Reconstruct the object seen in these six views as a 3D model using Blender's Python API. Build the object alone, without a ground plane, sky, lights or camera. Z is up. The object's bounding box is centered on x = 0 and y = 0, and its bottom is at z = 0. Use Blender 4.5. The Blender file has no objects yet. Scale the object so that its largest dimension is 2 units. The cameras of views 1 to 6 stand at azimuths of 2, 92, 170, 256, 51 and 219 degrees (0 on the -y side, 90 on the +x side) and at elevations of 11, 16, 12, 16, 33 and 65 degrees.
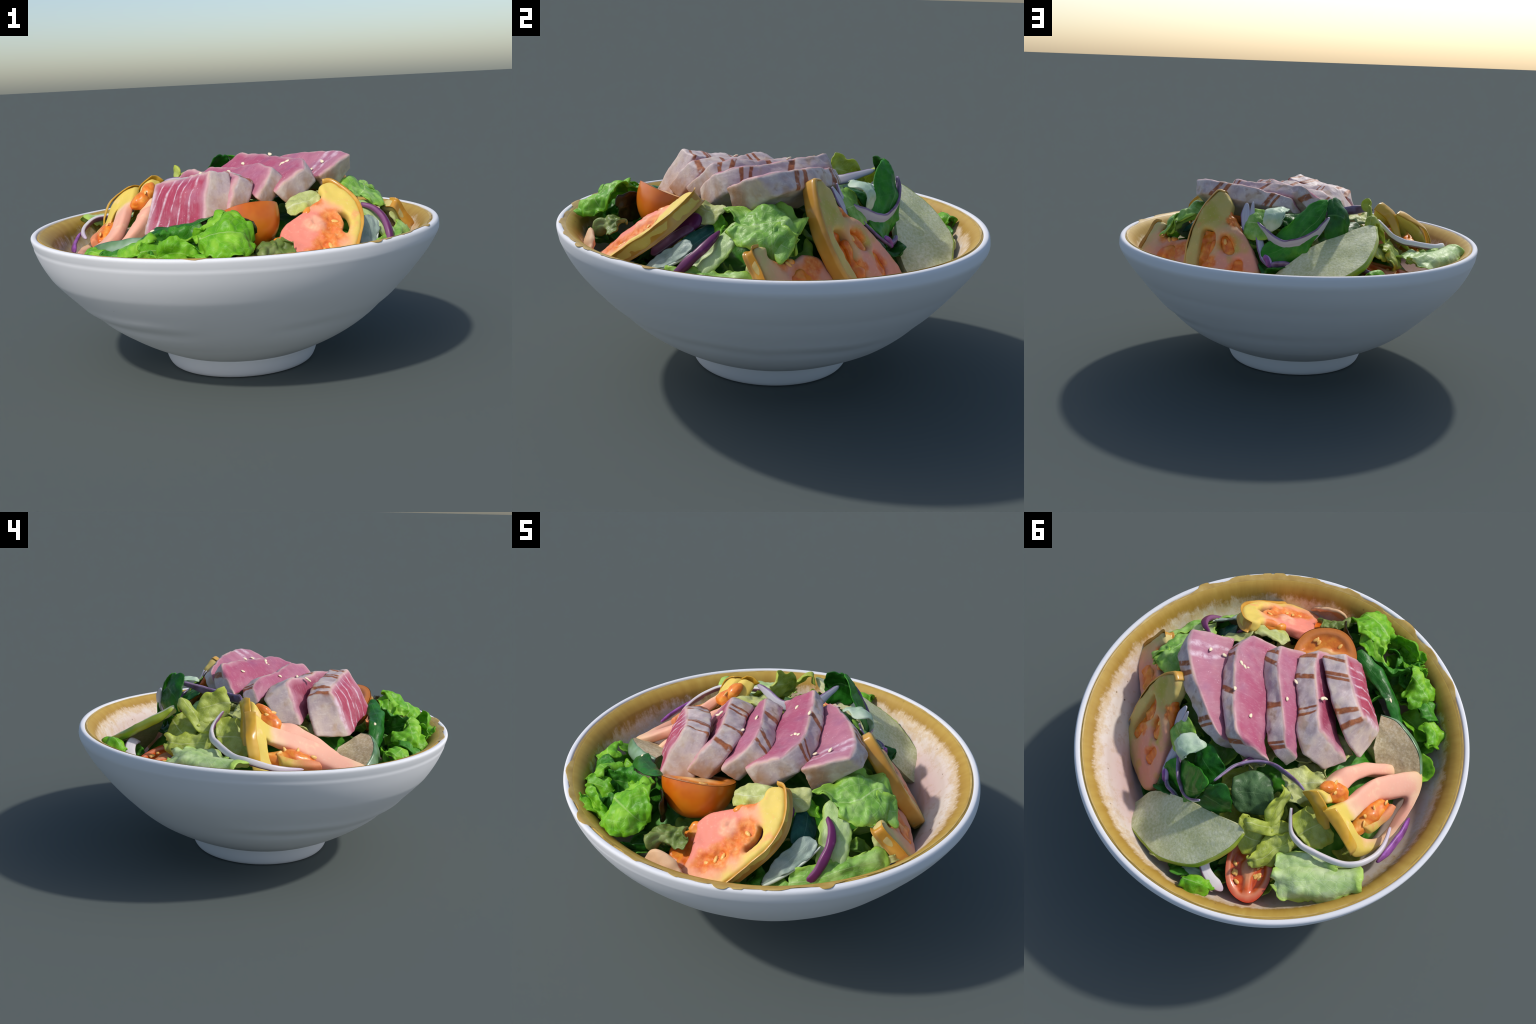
"""A white stoneware bowl, gold-glazed inside, with a salad of seared tuna slices,
tomato wedges, apple, lettuce, spinach and red onion.  Everything is procedural."""
import bpy, bmesh, math, random
import numpy as np
from mathutils import Vector, Matrix

random.seed(7)
RNG = np.random.RandomState(7)
COL = bpy.context.scene.collection


# ------------------------------------------------------------------ numeric helpers
def lin(h):
    """'rrggbb' sRGB -> linear RGBA."""
    c = [int(h[i:i + 2], 16) / 255 for i in (0, 2, 4)]
    return tuple(x / 12.92 if x <= .04045 else ((x + .055) / 1.055) ** 2.4 for x in c) + (1.0,)


def hash3(i, j, k, seed):
    n = (i * 374761393 + j * 668265263 + k * 2147483647 + seed * 1274126177) & 0xFFFFFFFF
    n = ((n ^ (n >> 13)) * 1274126177) & 0xFFFFFFFF
    n = n ^ (n >> 16)
    return (n & 0xFFFF) / 32767.5 - 1.0


def vnoise(P, scale=1.0, seed=0):
    """smooth value noise in -1..1 at the points P (N,3)."""
    P = np.asarray(P, float) * scale
    I = np.floor(P).astype(np.int64)
    F = P - I
    F = F * F * F * (F * (F * 6 - 15) + 10)
    out = 0
    for a in (0, 1):
        for b in (0, 1):
            for c in (0, 1):
                w = (F[..., 0] if a else 1 - F[..., 0]) * (F[..., 1] if b else 1 - F[..., 1]) * (F[..., 2] if c else 1 - F[..., 2])
                out = out + w * hash3(I[..., 0] + a, I[..., 1] + b, I[..., 2] + c, seed)
    return out


def fbm(P, scale, seed=0, octaves=3):
    return sum(vnoise(P, scale * 2 ** o, seed + 17 * o) * .5 ** o for o in range(octaves))


def crom(pts, n, closed=False, even=True):
    """n samples of a centripetal-like Catmull-Rom curve through pts (any dimension)."""
    p = np.asarray(pts, float)
    m = len(p)
    if closed:
        ext = np.vstack([p[-1], p, p[0], p[1]])
        segs = m
    else:
        if m == 2:
            return p[0] + (p[1] - p[0]) * np.linspace(0, 1, n)[:, None]
        ext = np.vstack([2 * p[0] - p[1], p, 2 * p[-1] - p[-2]])
        segs = m - 1
    if even:
        q = np.vstack([p, p[:1]]) if closed else p
        d = np.r_[0, np.cumsum(np.linalg.norm(np.diff(q, axis=0), axis=1) + 1e-9)]
        t = np.interp(np.linspace(0, d[-1], n, endpoint=not closed), d, np.arange(len(q)))
    else:
        t = np.linspace(0, segs, n, endpoint=not closed)
    i = np.clip(t.astype(int), 0, segs - 1)
    f = (t - i)[:, None]
    a, b, c, d = ext[i], ext[i + 1], ext[i + 2], ext[i + 3]
    return .5 * (2 * b + (c - a) * f + (2 * a - 5 * b + 4 * c - d) * f ** 2 + (3 * b - a - 3 * c + d) * f ** 3)


def net(rows, nu, nv):
    """smooth (nu, nv, 3) surface through rows of points (rows may differ in length)."""
    R = [crom(r, nu) for r in rows]
    R = np.stack(R, 1)                                   # nu, rows, 3
    return np.stack([crom(R[i], nv, even=False) for i in range(nu)], 0)


def unit(v):
    return v / (np.linalg.norm(v, axis=-1, keepdims=True) + 1e-12)


# ------------------------------------------------------------------ object helpers
def make(name, rest, real, faces, mat, parent=None, smooth=True):
    """A mesh whose Basis shape is the piece laid out flat in a 0..1 box and whose second
    shape is the piece as it lies in the bowl: 'Generated' then runs along, across and
    through the piece however it is bent."""
    rest, real = np.asarray(rest, float), np.asarray(real, float)
    org = real.mean(0)
    me = bpy.data.meshes.new(name)
    me.from_pydata([tuple(v) for v in (real - org)], [], [tuple(int(i) for i in f) for f in faces])
    bm = bmesh.new()
    bm.from_mesh(me)
    bmesh.ops.recalc_face_normals(bm, faces=bm.faces[:])
    bm.to_mesh(me)
    bm.free()
    if smooth:
        me.shade_smooth()
    o = bpy.data.objects.new(name, me)
    COL.objects.link(o)
    me.vertices.foreach_set("co", rest.astype(np.float32).ravel())
    me.use_auto_texspace = False
    me.texspace_location, me.texspace_size = (.5, .5, .5), (.5, .5, .5)
    o.shape_key_add(name="laid_out_flat")
    k = o.shape_key_add(name="in_the_bowl")
    k.data.foreach_set("co", (real - org).astype(np.float32).ravel())
    k.value = 1.0
    o.location = org
    me.materials.append(mat)
    if parent:
        adopt(o, parent)
    return o


def plain(name, verts, faces, mat, parent=None, origin=None, smooth=True):
    verts = np.asarray(verts, float)
    org = verts.mean(0) if origin is None else np.asarray(origin, float)
    me = bpy.data.meshes.new(name)
    me.from_pydata([tuple(v) for v in verts - org], [], [tuple(int(i) for i in f) for f in faces])
    bm = bmesh.new()
    bm.from_mesh(me)
    bmesh.ops.recalc_face_normals(bm, faces=bm.faces[:])
    bm.to_mesh(me)
    bm.free()
    if smooth:
        me.shade_smooth()
    me.materials.append(mat)
    o = bpy.data.objects.new(name, me)
    COL.objects.link(o)
    o.location = org
    if parent:
        adopt(o, parent)
    return o


def adopt(child, parent):
    bpy.context.view_layer.update()
    child.parent = parent
    child.matrix_parent_inverse = parent.matrix_world.inverted()


def tag(o, label, category):
    o["label"], o["category"] = label, category
    return o


def empty(name, loc):
    e = bpy.data.objects.new(name, None)
    e.empty_display_size = .05
    e.location = loc
    COL.objects.link(e)
    bpy.context.view_layer.update()
    return e


# ------------------------------------------------------------------ material helpers
class Nodes:
    def __init__(self, name):
        self.m = bpy.data.materials.new(name)
        self.m.use_nodes = True
        self.t = self.m.node_tree
        self.b = self.t.nodes["Principled BSDF"]
        self.tc = self.t.nodes.new("ShaderNodeTexCoord")

    def link(self, a, b):
        self.t.links.new(a, b)

    def put(self, sock, v):
        if v is None:
            return
        if hasattr(v, "is_output"):
            self.link(v, sock)
        else:
            sock.default_value = v

    def math(self, op, a, b=None, c=None, clamp=False):
        n = self.t.nodes.new("ShaderNodeMath")
        n.operation, n.use_clamp = op, clamp
        for s, v in zip(n.inputs, (a, b, c)):
            self.put(s, v)
        return n.outputs[0]

    def add(self, a, b): return self.math("ADD", a, b)
    def sub(self, a, b): return self.math("SUBTRACT", a, b)
    def mul(self, a, b): return self.math("MULTIPLY", a, b)

    def step(self, x, lo, hi):
        """smooth 0..1 as x goes lo -> hi (hi may be below lo)."""
        n = self.t.nodes.new("ShaderNodeMapRange")
        n.interpolation_type = "SMOOTHSTEP"
        rev = hi < lo
        a, b = (hi, lo) if rev else (lo, hi)
        self.put(n.inputs[0], x)
        n.inputs[1].default_value, n.inputs[2].default_value = a, b
        n.inputs[3].default_value, n.inputs[4].default_value = (1, 0) if rev else (0, 1)
        return n.outputs[0]

    def sep(self, v):
        n = self.t.nodes.new("ShaderNodeSeparateXYZ")
        self.link(v, n.inputs[0])
        return n.outputs

    def vec(self, x, y, z):
        n = self.t.nodes.new("ShaderNodeCombineXYZ")
        for s, v in zip(n.inputs, (x, y, z)):
            self.put(s, v)
        return n.outputs[0]

    def scaled(self, v, s, loc=(0, 0, 0)):
        n = self.t.nodes.new("ShaderNodeMapping")
        self.link(v, n.inputs[0])
        n.inputs["Scale"].default_value = s
        n.inputs["Location"].default_value = loc
        return n.outputs[0]

    def noise(self, v, scale, detail=3, rough=.5, dist=0):
        n = self.t.nodes.new("ShaderNodeTexNoise")
        self.link(v, n.inputs["Vector"])
        n.inputs["Scale"].default_value, n.inputs["Detail"].default_value = scale, detail
        n.inputs["Roughness"].default_value, n.inputs["Distortion"].default_value = rough, dist
        return n.outputs["Fac"]

    def voronoi(self, v, scale, feature="F1", rand=1.0):
        n = self.t.nodes.new("ShaderNodeTexVoronoi")
        n.feature = feature
        self.link(v, n.inputs["Vector"])
        n.inputs["Scale"].default_value = scale
        n.inputs["Randomness"].default_value = rand
        return n.outputs["Distance"]

    def mix(self, f, a, b, blend="MIX"):
        n = self.t.nodes.new("ShaderNodeMix")
        n.data_type, n.blend_type = "RGBA", blend
        self.put(n.inputs[0], f)
        self.put(n.inputs[6], lin(a) if isinstance(a, str) else a)
        self.put(n.inputs[7], lin(b) if isinstance(b, str) else b)
        return n.outputs[2]

    def ramp(self, f, stops):
        n = self.t.nodes.new("ShaderNodeValToRGB")
        e = n.color_ramp.elements
        while len(e) < len(stops):
            e.new(.5)
        for x, (p, c) in zip(e, stops):
            x.position, x.color = p, lin(c)
        self.put(n.inputs[0], f)
        return n.outputs[0]

    def bump(self, h, strength=.3, dist=.01):
        n = self.t.nodes.new("ShaderNodeBump")
        self.link(h, n.inputs["Height"])
        n.inputs["Strength"].default_value, n.inputs["Distance"].default_value = strength, dist
        self.link(n.outputs[0], self.b.inputs["Normal"])

    def done(self, colour, rough=.5, spec=.3, translucent=0.0, coat=0.0, sss=0.0):
        self.put(self.b.inputs["Base Color"], lin(colour) if isinstance(colour, str) else colour)
        self.put(self.b.inputs["Roughness"], rough)
        self.b.inputs["Specular IOR Level"].default_value = spec
        if coat:
            self.b.inputs["Coat Weight"].default_value = coat
            self.b.inputs["Coat Roughness"].default_value = .15
        if sss:
            self.b.inputs["Subsurface Weight"].default_value = sss
            self.b.inputs["Subsurface Radius"].default_value = (.03, .012, .008)
            self.b.inputs["Subsurface Scale"].default_value = .4
        if translucent:
            tr = self.t.nodes.new("ShaderNodeBsdfTranslucent")
            self.put(tr.inputs[0], colour if not isinstance(colour, str) else lin(colour))
            mx = self.t.nodes.new("ShaderNodeMixShader")
            mx.inputs[0].default_value = translucent
            out = self.t.nodes["Material Output"]
            self.link(self.b.outputs[0], mx.inputs[1])
            self.link(tr.outputs[0], mx.inputs[2])
            self.link(mx.outputs[0], out.inputs[0])
        return self.m


# ------------------------------------------------------------------ materials
def mat_white():
    n = Nodes("white_stoneware")
    o = n.tc.outputs["Object"]
    f = n.noise(o, 3, 4)
    c = n.mix(f, "dcdcde", "e4e4e6")
    sp = n.step(n.voronoi(o, 5.5), .012, .006)
    c = n.mix(sp, c, "4a4640")
    return n.done(c, .75, .15)


def mat_glaze():
    """gold-brown band at the lip that breaks up in radial streaks into speckled white."""
    n = Nodes("gold_and_white_glaze")
    o = n.tc.outputs["Object"]
    x, y, z = n.sep(o)
    r = n.math("SQRT", n.add(n.mul(x, x), n.mul(y, y)))
    ux, uy = n.math("DIVIDE", x, r), n.math("DIVIDE", y, r)
    rad = n.vec(n.mul(ux, 1.0), n.mul(uy, 1.0), n.mul(r, .35))       # radial coordinates
    streak = n.noise(rad, 30, 5, .7)
    fine = n.noise(n.vec(ux, uy, n.mul(r, .9)), 60, 3, .6)
    broad = n.noise(n.vec(ux, uy, 0.0), 2.2, 2)
    blot = n.noise(o, 26, 4, .7)
    q = n.add(r, n.add(n.mul(n.sub(streak, .5), .045), n.add(n.mul(n.sub(blot, .5), .045), n.mul(n.sub(broad, .5), .05))))
    gold_f = n.step(q, .882, .905)
    tan_f = n.step(n.add(q, n.mul(n.sub(blot, .5), .10)), .835, .895)
    white = n.mix(n.noise(o, 5, 4, .7), "d8c8bc", "eae2d6")
    white = n.mix(n.mul(n.step(n.noise(o, 2.1, 2), .3, .6), n.step(r, .90, .78)), white, "d2b6b0")  # pink cast of the shadow low in the bowl, painted into the glaze
    white = n.mix(n.mul(n.step(n.noise(o, 22, 4, .7), .5, .66), .45), white, "c8a688")
    c = n.mix(n.mul(tan_f, .7), white, "cfae78")
    gold = n.ramp(n.add(n.mul(n.noise(n.vec(ux, uy, n.mul(r, .5)), 26, 4), .5), n.mul(n.step(r, .87, .965), .5)),
                  [(.15, "97702a"), (.42, "ad883a"), (.72, "bb9a48"), (1., "c8b064")])
    c = n.mix(gold_f, c, gold)
    speck = n.mul(n.step(n.voronoi(o, 17), .11, .06), n.step(n.noise(o, 7, 2), .52, .6))
    c = n.mix(n.mul(speck, .75), c, "6e4a26")
    n.bump(n.mul(streak, gold_f), .2, .006)
    return n.done(c, .55, .25)


def mat_lip():
    n = Nodes("gold_glaze_lip")
    o = n.tc.outputs["Object"]
    c = n.ramp(n.noise(o, 14, 4), [(.3, "ab8a42"), (.55, "c0a058"), (.8, "d2ba78")])
    return n.done(c, .45, .35)


def mat_tuna(name, L, H, T, bars, fats, core="a63a5c", fatslope=0.0, blush=.5):
    """raw rose core with a pale rim; seared grey-beige skin with grill bars on the top edge.
    Generated = (along, across the cut face from the top edge, through)."""
    n = Nodes(name)
    g = n.tc.outputs["Generated"]
    o = n.tc.outputs["Object"]
    u, v, w = n.sep(g)
    nz = n.noise(o, 14, 4)
    nz2 = n.noise(o, 45, 3)
    wob = n.mul(n.sub(nz, .5), .035)
    d = n.math("MINIMUM", n.mul(v, H), n.math("MINIMUM", n.mul(u, L), n.mul(n.sub(1.0, u), L)))
    d = n.add(d, n.mul(wob, .8))
    cut = n.ramp(n.math("MULTIPLY", d, 10.0), [(.02, "c8ac98"), (.09, "cca4a2"), (.22, "b47482"), (.5, core)])
    cut = n.mix(n.mul(n.step(n.noise(o, 9, 3), .42, .75), blush), cut, "a05c74")
    cut = n.mix(n.mul(n.step(n.noise(o, 13, 3), .55, .75), .5), cut, "b86a70")
    cut = n.mix(n.mul(n.step(n.noise(o, 6, 4, .65), .45, .7), .5), cut, "bc8494")
    cut = n.mix(n.mul(n.step(n.noise(n.scaled(o, (1, 1, 1), (3, 1, 7)), 7, 3), .52, .75), .4), cut, "8e5a80")
    grain = n.noise(n.scaled(g, (26 * L, 5 * H, 1)), 4, 4, .7)
    cut = n.mix(n.mul(n.step(grain, .5, .75), .4), cut, "cc98a4")
    cut = n.mix(n.mul(n.step(n.voronoi(o, 75), .16, .08), n.step(n.noise(o, 22, 2), .5, .62)), cut, "e2b8c4")
    for (u0, wd, sl, v0, v1) in fats:                     # white fat lines over the cut face
        x = n.sub(n.add(u, n.mul(v, sl)), n.add(u0, n.mul(n.sub(n.noise(o, 9, 2), .5), .07)))
        line = n.mul(n.step(n.math("ABSOLUTE", n.mul(x, L)), wd * 2.4, 0.0), .8)
        ext = n.mul(n.step(v, v0 - .05, v0 + .06), n.step(v, v1 + .06, v1 - .05))
        cut = n.mix(n.mul(n.mul(line, ext), n.step(n.noise(o, 20, 4, .7), .32, .62)), cut, "e2ccd6")
    sear = n.ramp(nz, [(.28, "b09a96"), (.45, "c6b2b0"), (.6, "d4c0b4"), (.78, "dfcfbc")])
    fib = n.noise(n.scaled(o, (40, 14, 30)), 1.6, 4, .65)
    sear = n.mix(n.mul(n.step(fib, .5, .72), .55), sear, "e2d6cc")
    sear = n.mix(n.mul(n.step(n.noise(o, 11, 3), .56, .7), .55), sear, "b8926a")
    low = n.step(v, .3, .9)
    sear = n.mix(n.mul(low, n.mul(n.noise(o, 8, 2), .6)), sear, "b9a890")
    toast = n.mul(n.mul(n.step(u, .16, .0), n.step(v, .35, .85)), n.step(n.noise(o, 10, 3), .36, .6))
    sear = n.mix(n.mul(toast, .8), sear, "a4703e")
    edge = n.mul(n.step(w, .2, .02), n.step(v, .12, .0))
    sear = n.mix(n.mul(edge, .45), sear, "dcc4c0")
    for (u0, wd, sl) in bars:
        x = n.sub(n.add(u, n.mul(n.sub(w, .5), sl)), n.add(u0, n.mul(n.sub(nz, .5), .03)))
        bar = n.step(n.math("ABSOLUTE", n.mul(x, L)), wd * 1.15, wd * .6)
        bar = n.mul(bar, n.mul(n.step(v, .14, .03), n.step(n.noise(o, 30, 2), .22, .42)))
        sear = n.mix(n.mul(bar, .92), sear, n.ramp(nz2, [(.3, "7c3c14"), (.6, "a85c26"), (.8, "bb7c44")]))
    sp = n.mul(n.step(n.noise(o, 17, 4), .6, .78), n.step(v, .3, .0))
    sear = n.mix(n.mul(sp, .6), sear, "7a4420")
    f = n.step(n.add(n.mul(w, T), n.mul(n.sub(nz2, .5), .006)), .012, .003)
    c = n.mix(f, sear, cut)
    n.bump(n.add(n.mul(fib, .6), nz2), .25, .006)
    return n.done(c, .5, .3)


def mat_leaf(name, dark, mid, light, rib="d8e6b0", ribw=.03, vein=.35, trans=.22, yellow=None, edge=None, rough=.42):
    """leaf colour from soft patches, a pale midrib along u at v=.5 and a net of veins."""
    n = Nodes(name)
    g = n.tc.outputs["Generated"]
    o = n.tc.outputs["Object"]
    u, v, w = n.sep(g)
    p = n.add(n.mul(n.noise(o, 7, 3), .7), n.mul(n.noise(o, 26, 3), .3))
    c = n.ramp(p, [(.3, dark), (.5, mid), (.72, light)])
    if yellow:
        c = n.mix(n.step(n.noise(o, 5.5, 2), .5, .7), c, yellow)
    side = n.math("ABSOLUTE", n.sub(v, .5))
    # side veins run off the midrib at a slant; the finer net is a Voronoi cell pattern
    sv = n.math("ABSOLUTE", n.sub(n.math("FRACT", n.mul(n.add(n.add(u, n.mul(side, -.7)), n.mul(n.sub(n.noise(o, 6, 2), .5), .16)), 5.0)), .5))
    veins = n.mul(n.step(sv, .05, .01), vein * .45)
    cells = n.mul(n.step(n.voronoi(n.scaled(g, (9, 9, 1)), 1.0, "DISTANCE_TO_EDGE"), .06, .01), vein * .35)
    c = n.mix(n.math("MAXIMUM", veins, cells), c, rib)
    ribm = n.step(n.add(side, n.mul(n.mul(u, u), ribw * .7)), ribw, ribw * .3)
    c = n.mix(n.mul(ribm, .45), c, rib)
    if edge:
        e = n.math("MINIMUM", n.math("MINIMUM", v, n.sub(1.0, v)), n.sub(1.0, u))
        c = n.mix(n.mul(n.step(n.add(e, n.mul(n.sub(n.noise(o, 16, 2), .5), .12)), .16, .02), .75), c, edge)
    n.bump(n.add(n.mul(cells, -1.2), n.noise(o, 38, 3)), .35, .008)
    return n.done(c, rough, .35, trans)


def mat_onion(name, skin="7a2f68", flesh="d9d4df", tint="c8a5d0", full=.0):
    n = Nodes(name)
    g = n.tc.outputs["Generated"]
    o = n.tc.outputs["Object"]
    u, v, w = n.sep(g)
    nz = n.noise(o, 18, 3)
    lines = n.noise(n.scaled(g, (1.2, 26, 1)), 1.0, 2)
    c = n.mix(n.mul(n.step(lines, .5, .7), .55), flesh, tint)
    c = n.mix(n.mul(n.step(u, .72, 1.0), .7), c, tint)
    f = n.math("MAXIMUM", n.step(n.add(v, n.mul(n.sub(nz, .5), .12)), .84 - full, .93 - full), n.step(w, .75, .95))
    c = n.mix(n.mul(f, .9), c, n.ramp(nz, [(.3, "5c1d50"), (.6, skin), (.8, "a86a9c")]))
    return n.done(c, .35, .4, .12)


def mat_tomato(name, pink_at, r0, r1, pink="e58c78", mid="e6a878", yellow="d9bd58", warm="e98a3a", green=None, glow=()):
    """cut tomato: salmon flesh round `pink_at` (local), golden towards the skin; grain and wet flecks."""
    n = Nodes(name)
    o = n.tc.outputs["Object"]
    x, y, z = n.sep(o)
    dx, dy = n.sub(x, pink_at[0]), n.sub(y, pink_at[1])
    r = n.math("SQRT", n.add(n.mul(dx, dx), n.mul(dy, dy)))
    r = n.add(r, n.mul(n.sub(n.noise(o, 9, 3), .5), .14))
    c = n.mix(n.step(r, r0, (r0 + r1) / 2), pink, mid)
    c = n.mix(n.step(r, (r0 + r1) / 2, r1), c, yellow)
    if green:
        c = n.mix(n.mul(n.step(n.noise(o, 6, 2), .5, .68), .8), c, green)
    c = n.mix(n.mul(n.step(n.noise(o, 12, 3), .56, .72), .6), c, warm)
    for (gx, gy, gr, *pale) in glow:
        ex, ey = n.sub(x, gx), n.sub(y, gy)
        q = n.add(n.math("SQRT", n.add(n.mul(ex, ex), n.mul(ey, ey))), n.mul(n.sub(n.noise(o, 22, 3), .5), .05))
        c = n.mix(n.mul(n.step(q, gr, gr * .45), .85), c, n.ramp(n.noise(o, 30, 4, .6), [(.3, "eca082"), (.7, "f0bc98")] if pale else [(.3, "d4601a"), (.5, "e67e2c"), (.62, "ec9648"), (.78, "f2c088")]))
    grain = n.noise(o, 90, 2)
    c = n.mix(n.mul(n.step(grain, .58, .74), .16), c, "f2d9b8")
    n.bump(grain, .12, .003)
    return n.done(c, .55, .25, sss=.12)


def mat_skin(name, a, b, c2):
    n = Nodes(name)
    o = n.tc.outputs["Object"]
    c = n.ramp(n.noise(o, 7, 3), [(.3, a), (.52, b), (.75, c2)])
    return n.done(c, .32, .45, coat=.2)


def mat_pulp():
    n = Nodes("tomato_pulp")
    o = n.tc.outputs["Object"]
    c = n.ramp(n.noise(o, 16, 3, .6, .5), [(.28, "cc5a14"), (.45, "e27a22"), (.6, "ec9634"), (.8, "f4c06c")])
    n.bump(n.noise(o, 26, 2), .2, .006)
    return n.done(c, .35, .4, coat=.2, sss=.2)


def mat_cherry_face(name="cherry_tomato_flesh", rib="dd9468", wall="e08a66", edge="c9441c", gel=("b83c0c", "da5c18", "e88a34")):
    n = Nodes(name)
    o = n.tc.outputs["Generated"]
    ob = n.tc.outputs["Object"]
    x, y, z = n.sep(o)
    dx, dy = n.mul(n.sub(x, .5), 2.0), n.mul(n.sub(y, .5), 2.0)
    r = n.math("SQRT", n.add(n.mul(dx, dx), n.mul(dy, dy)))
    r = n.add(r, n.mul(n.sub(n.noise(ob, 16, 3), .5), .16))
    c = n.ramp(r, [(.0, rib), (.3, rib), (.62, gel[1]), (.82, wall), (.99, edge)])
    pocket = n.mul(n.step(n.math("ABSOLUTE", dy), .10, .2), n.mul(n.step(r, .24, .34), n.step(r, .8, .7)))
    c = n.mix(pocket, c, n.ramp(n.noise(ob, 28, 3), [(.3, gel[0]), (.6, gel[1]), (.8, gel[2])]))
    n.bump(n.noise(ob, 40, 2), .3, .006)
    return n.done(c, .25, .5, coat=.3, sss=.1)


def mat_apple(name, a, b, c2):
    n = Nodes(name)
    o = n.tc.outputs["Object"]
    f = n.add(n.mul(n.noise(o, 70, 3, .7), .6), n.mul(n.noise(o, 8, 2), .4))
    c = n.ramp(f, [(.36, a), (.5, b), (.64, c2)])
    n.bump(n.noise(o, 80, 2), .35, .005)
    return n.done(c, .55, .3, sss=.05)


def mat_flat(name, a, b, rough=.5, scale=20, trans=0.0):
    n = Nodes(name)
    o = n.tc.outputs["Object"]
    return n.done(n.mix(n.noise(o, scale, 3), a, b), rough, .3, trans)


M = dict(
    white=mat_white(), glaze=mat_glaze(), lip=mat_lip(),
    bright=mat_leaf("bright_lettuce", "4d9a10", "78c020", "b0e24c", "cfe890", .02, .3, .25, edge="7cc01e"),
    green=mat_leaf("green_lettuce", "2a6c10", "45921f", "72b848", "a8cf78", .02, .28, .22),
    pale=mat_leaf("pale_lettuce", "64a236", "90c656", "c4e48c", "dcecb4", .02, .4, .25, edge="acd84c"),
    cream=mat_leaf("cream_lettuce", "b2bc66", "d0d68a", "e8ecb4", "eef0cc", .03, .4, .25, yellow="c9cf62"),
    yellow=mat_leaf("yellow_lettuce", "8ea038", "b8c654", "dae48a", "eceeb4", .03, .4, .28, edge="c6d24a"),
    white_leaf=mat_leaf("white_lettuce", "aacca0", "c8dec0", "dfecd6", "e8f0dc", .03, .3, .2),
    ice=mat_leaf("ice_lettuce", "a8cc78", "cce49c", "e8f4c8", "eef8dc", .005, .4, .25, edge="b4d850"),
    shade=mat_leaf("shaded_green_lettuce", "3c5a34", "527448", "6e9460", "8caa78", .01, .3, .2),  # lettuce green dulled and darkened to carry the shadow on this leaf
    grey_leaf=mat_leaf("grey_green_lettuce", "7c9486", "a0b4a6", "bccabc", "cfdccc", .02, .5, .2),
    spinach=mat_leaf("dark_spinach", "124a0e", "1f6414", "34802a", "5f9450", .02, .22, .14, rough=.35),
    spinach_lit=mat_leaf("lit_spinach", "226c0e", "358a18", "4fa42c", "7fb060", .02, .2, .2, rough=.35),  # spinach lightened to paint sunlight on the front of the fold
    teal=mat_leaf("blue_green_spinach", "12423a", "1d5848", "2c6e56", "6f9c88", .02, .2, .14, rough=.35),
    olive=mat_leaf("olive_lettuce", "4c6420", "788f42", "b0ba7c", "a89c68", .02, .3, .2),
    brown=mat_leaf("brown_red_lettuce", "1e1a0a", "2c2810", "3f4418", "5c5428", .02, .2, .12),
    onion=mat_onion("red_onion", "7a2f68", "e4dfdf", "d4bcd4"), onion_grey=mat_onion("red_onion_pale", "8d76a4", "cac8d2", "aea2bc"),  # second onion: flesh greyed and cooled for shade and blue sky light
    onion_dark=mat_onion("red_onion_outside", "6b1d58", "8e5a86", "6d2460", .6),
    onion_violet=mat_onion("red_onion_violet", "a452b4", "d6b2dc", "b06cc0", .45),
pulp=mat_pulp(), rib=mat_flat("lettuce_rib", "cfdcc8", "e6ecdc", .4, 20, .15), cherry_face=mat_cherry_face(), cherry_gold=mat_cherry_face("gold_cherry_tomato_flesh", "e4b070", "dc8a48", "d07a2a", ("c8641a", "dc8024", "eaa83c")),
    skin_gold=mat_skin("golden_tomato_skin", "c08a1c", "d0a02c", "dab048"),
    skin_amber=mat_skin("amber_tomato_skin", "bc8028", "cc9638", "d8ac54"),
    skin_orange=mat_skin("orange_tomato_skin", "c4560a", "d8700e", "e08a1e"),
    skin_red=mat_skin("red_tomato_skin", "a83410", "c4441a", "d86030"),
    peach_scrap=mat_tomato("peach_tomato_end", (0, 0), .1, .3, pink="dcb48c", mid="dcb48c", yellow="d8b890", warm="e0a880"),
    scar=mat_flat("stem_scar", "b07838", "e0bc7c", .7, 60),
    seed=mat_flat("tomato_seed", "e8ac50", "f0c478", .3),
    sesame=mat_flat("sesame_hull", "e6d2a0", "f2e8d0", .5, 60),
    apple=mat_apple("green_apple_flesh", "b4b880", "c8ca9c", "dadab8"),
    apple_tan=mat_apple("tan_apple_flesh", "b29c72", "c8b68e", "dccfb0"),
    apple_skin=mat_skin("green_apple_skin", "74901a", "94a82c", "b2ba50"),
    apple_skin_dull=mat_skin("dull_apple_skin", "3a6230", "6a8c62", "9cb4a0"),
    apple_skin_red=mat_skin("red_apple_skin", "7a2a1e", "944030", "a8703c"),
)


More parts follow.
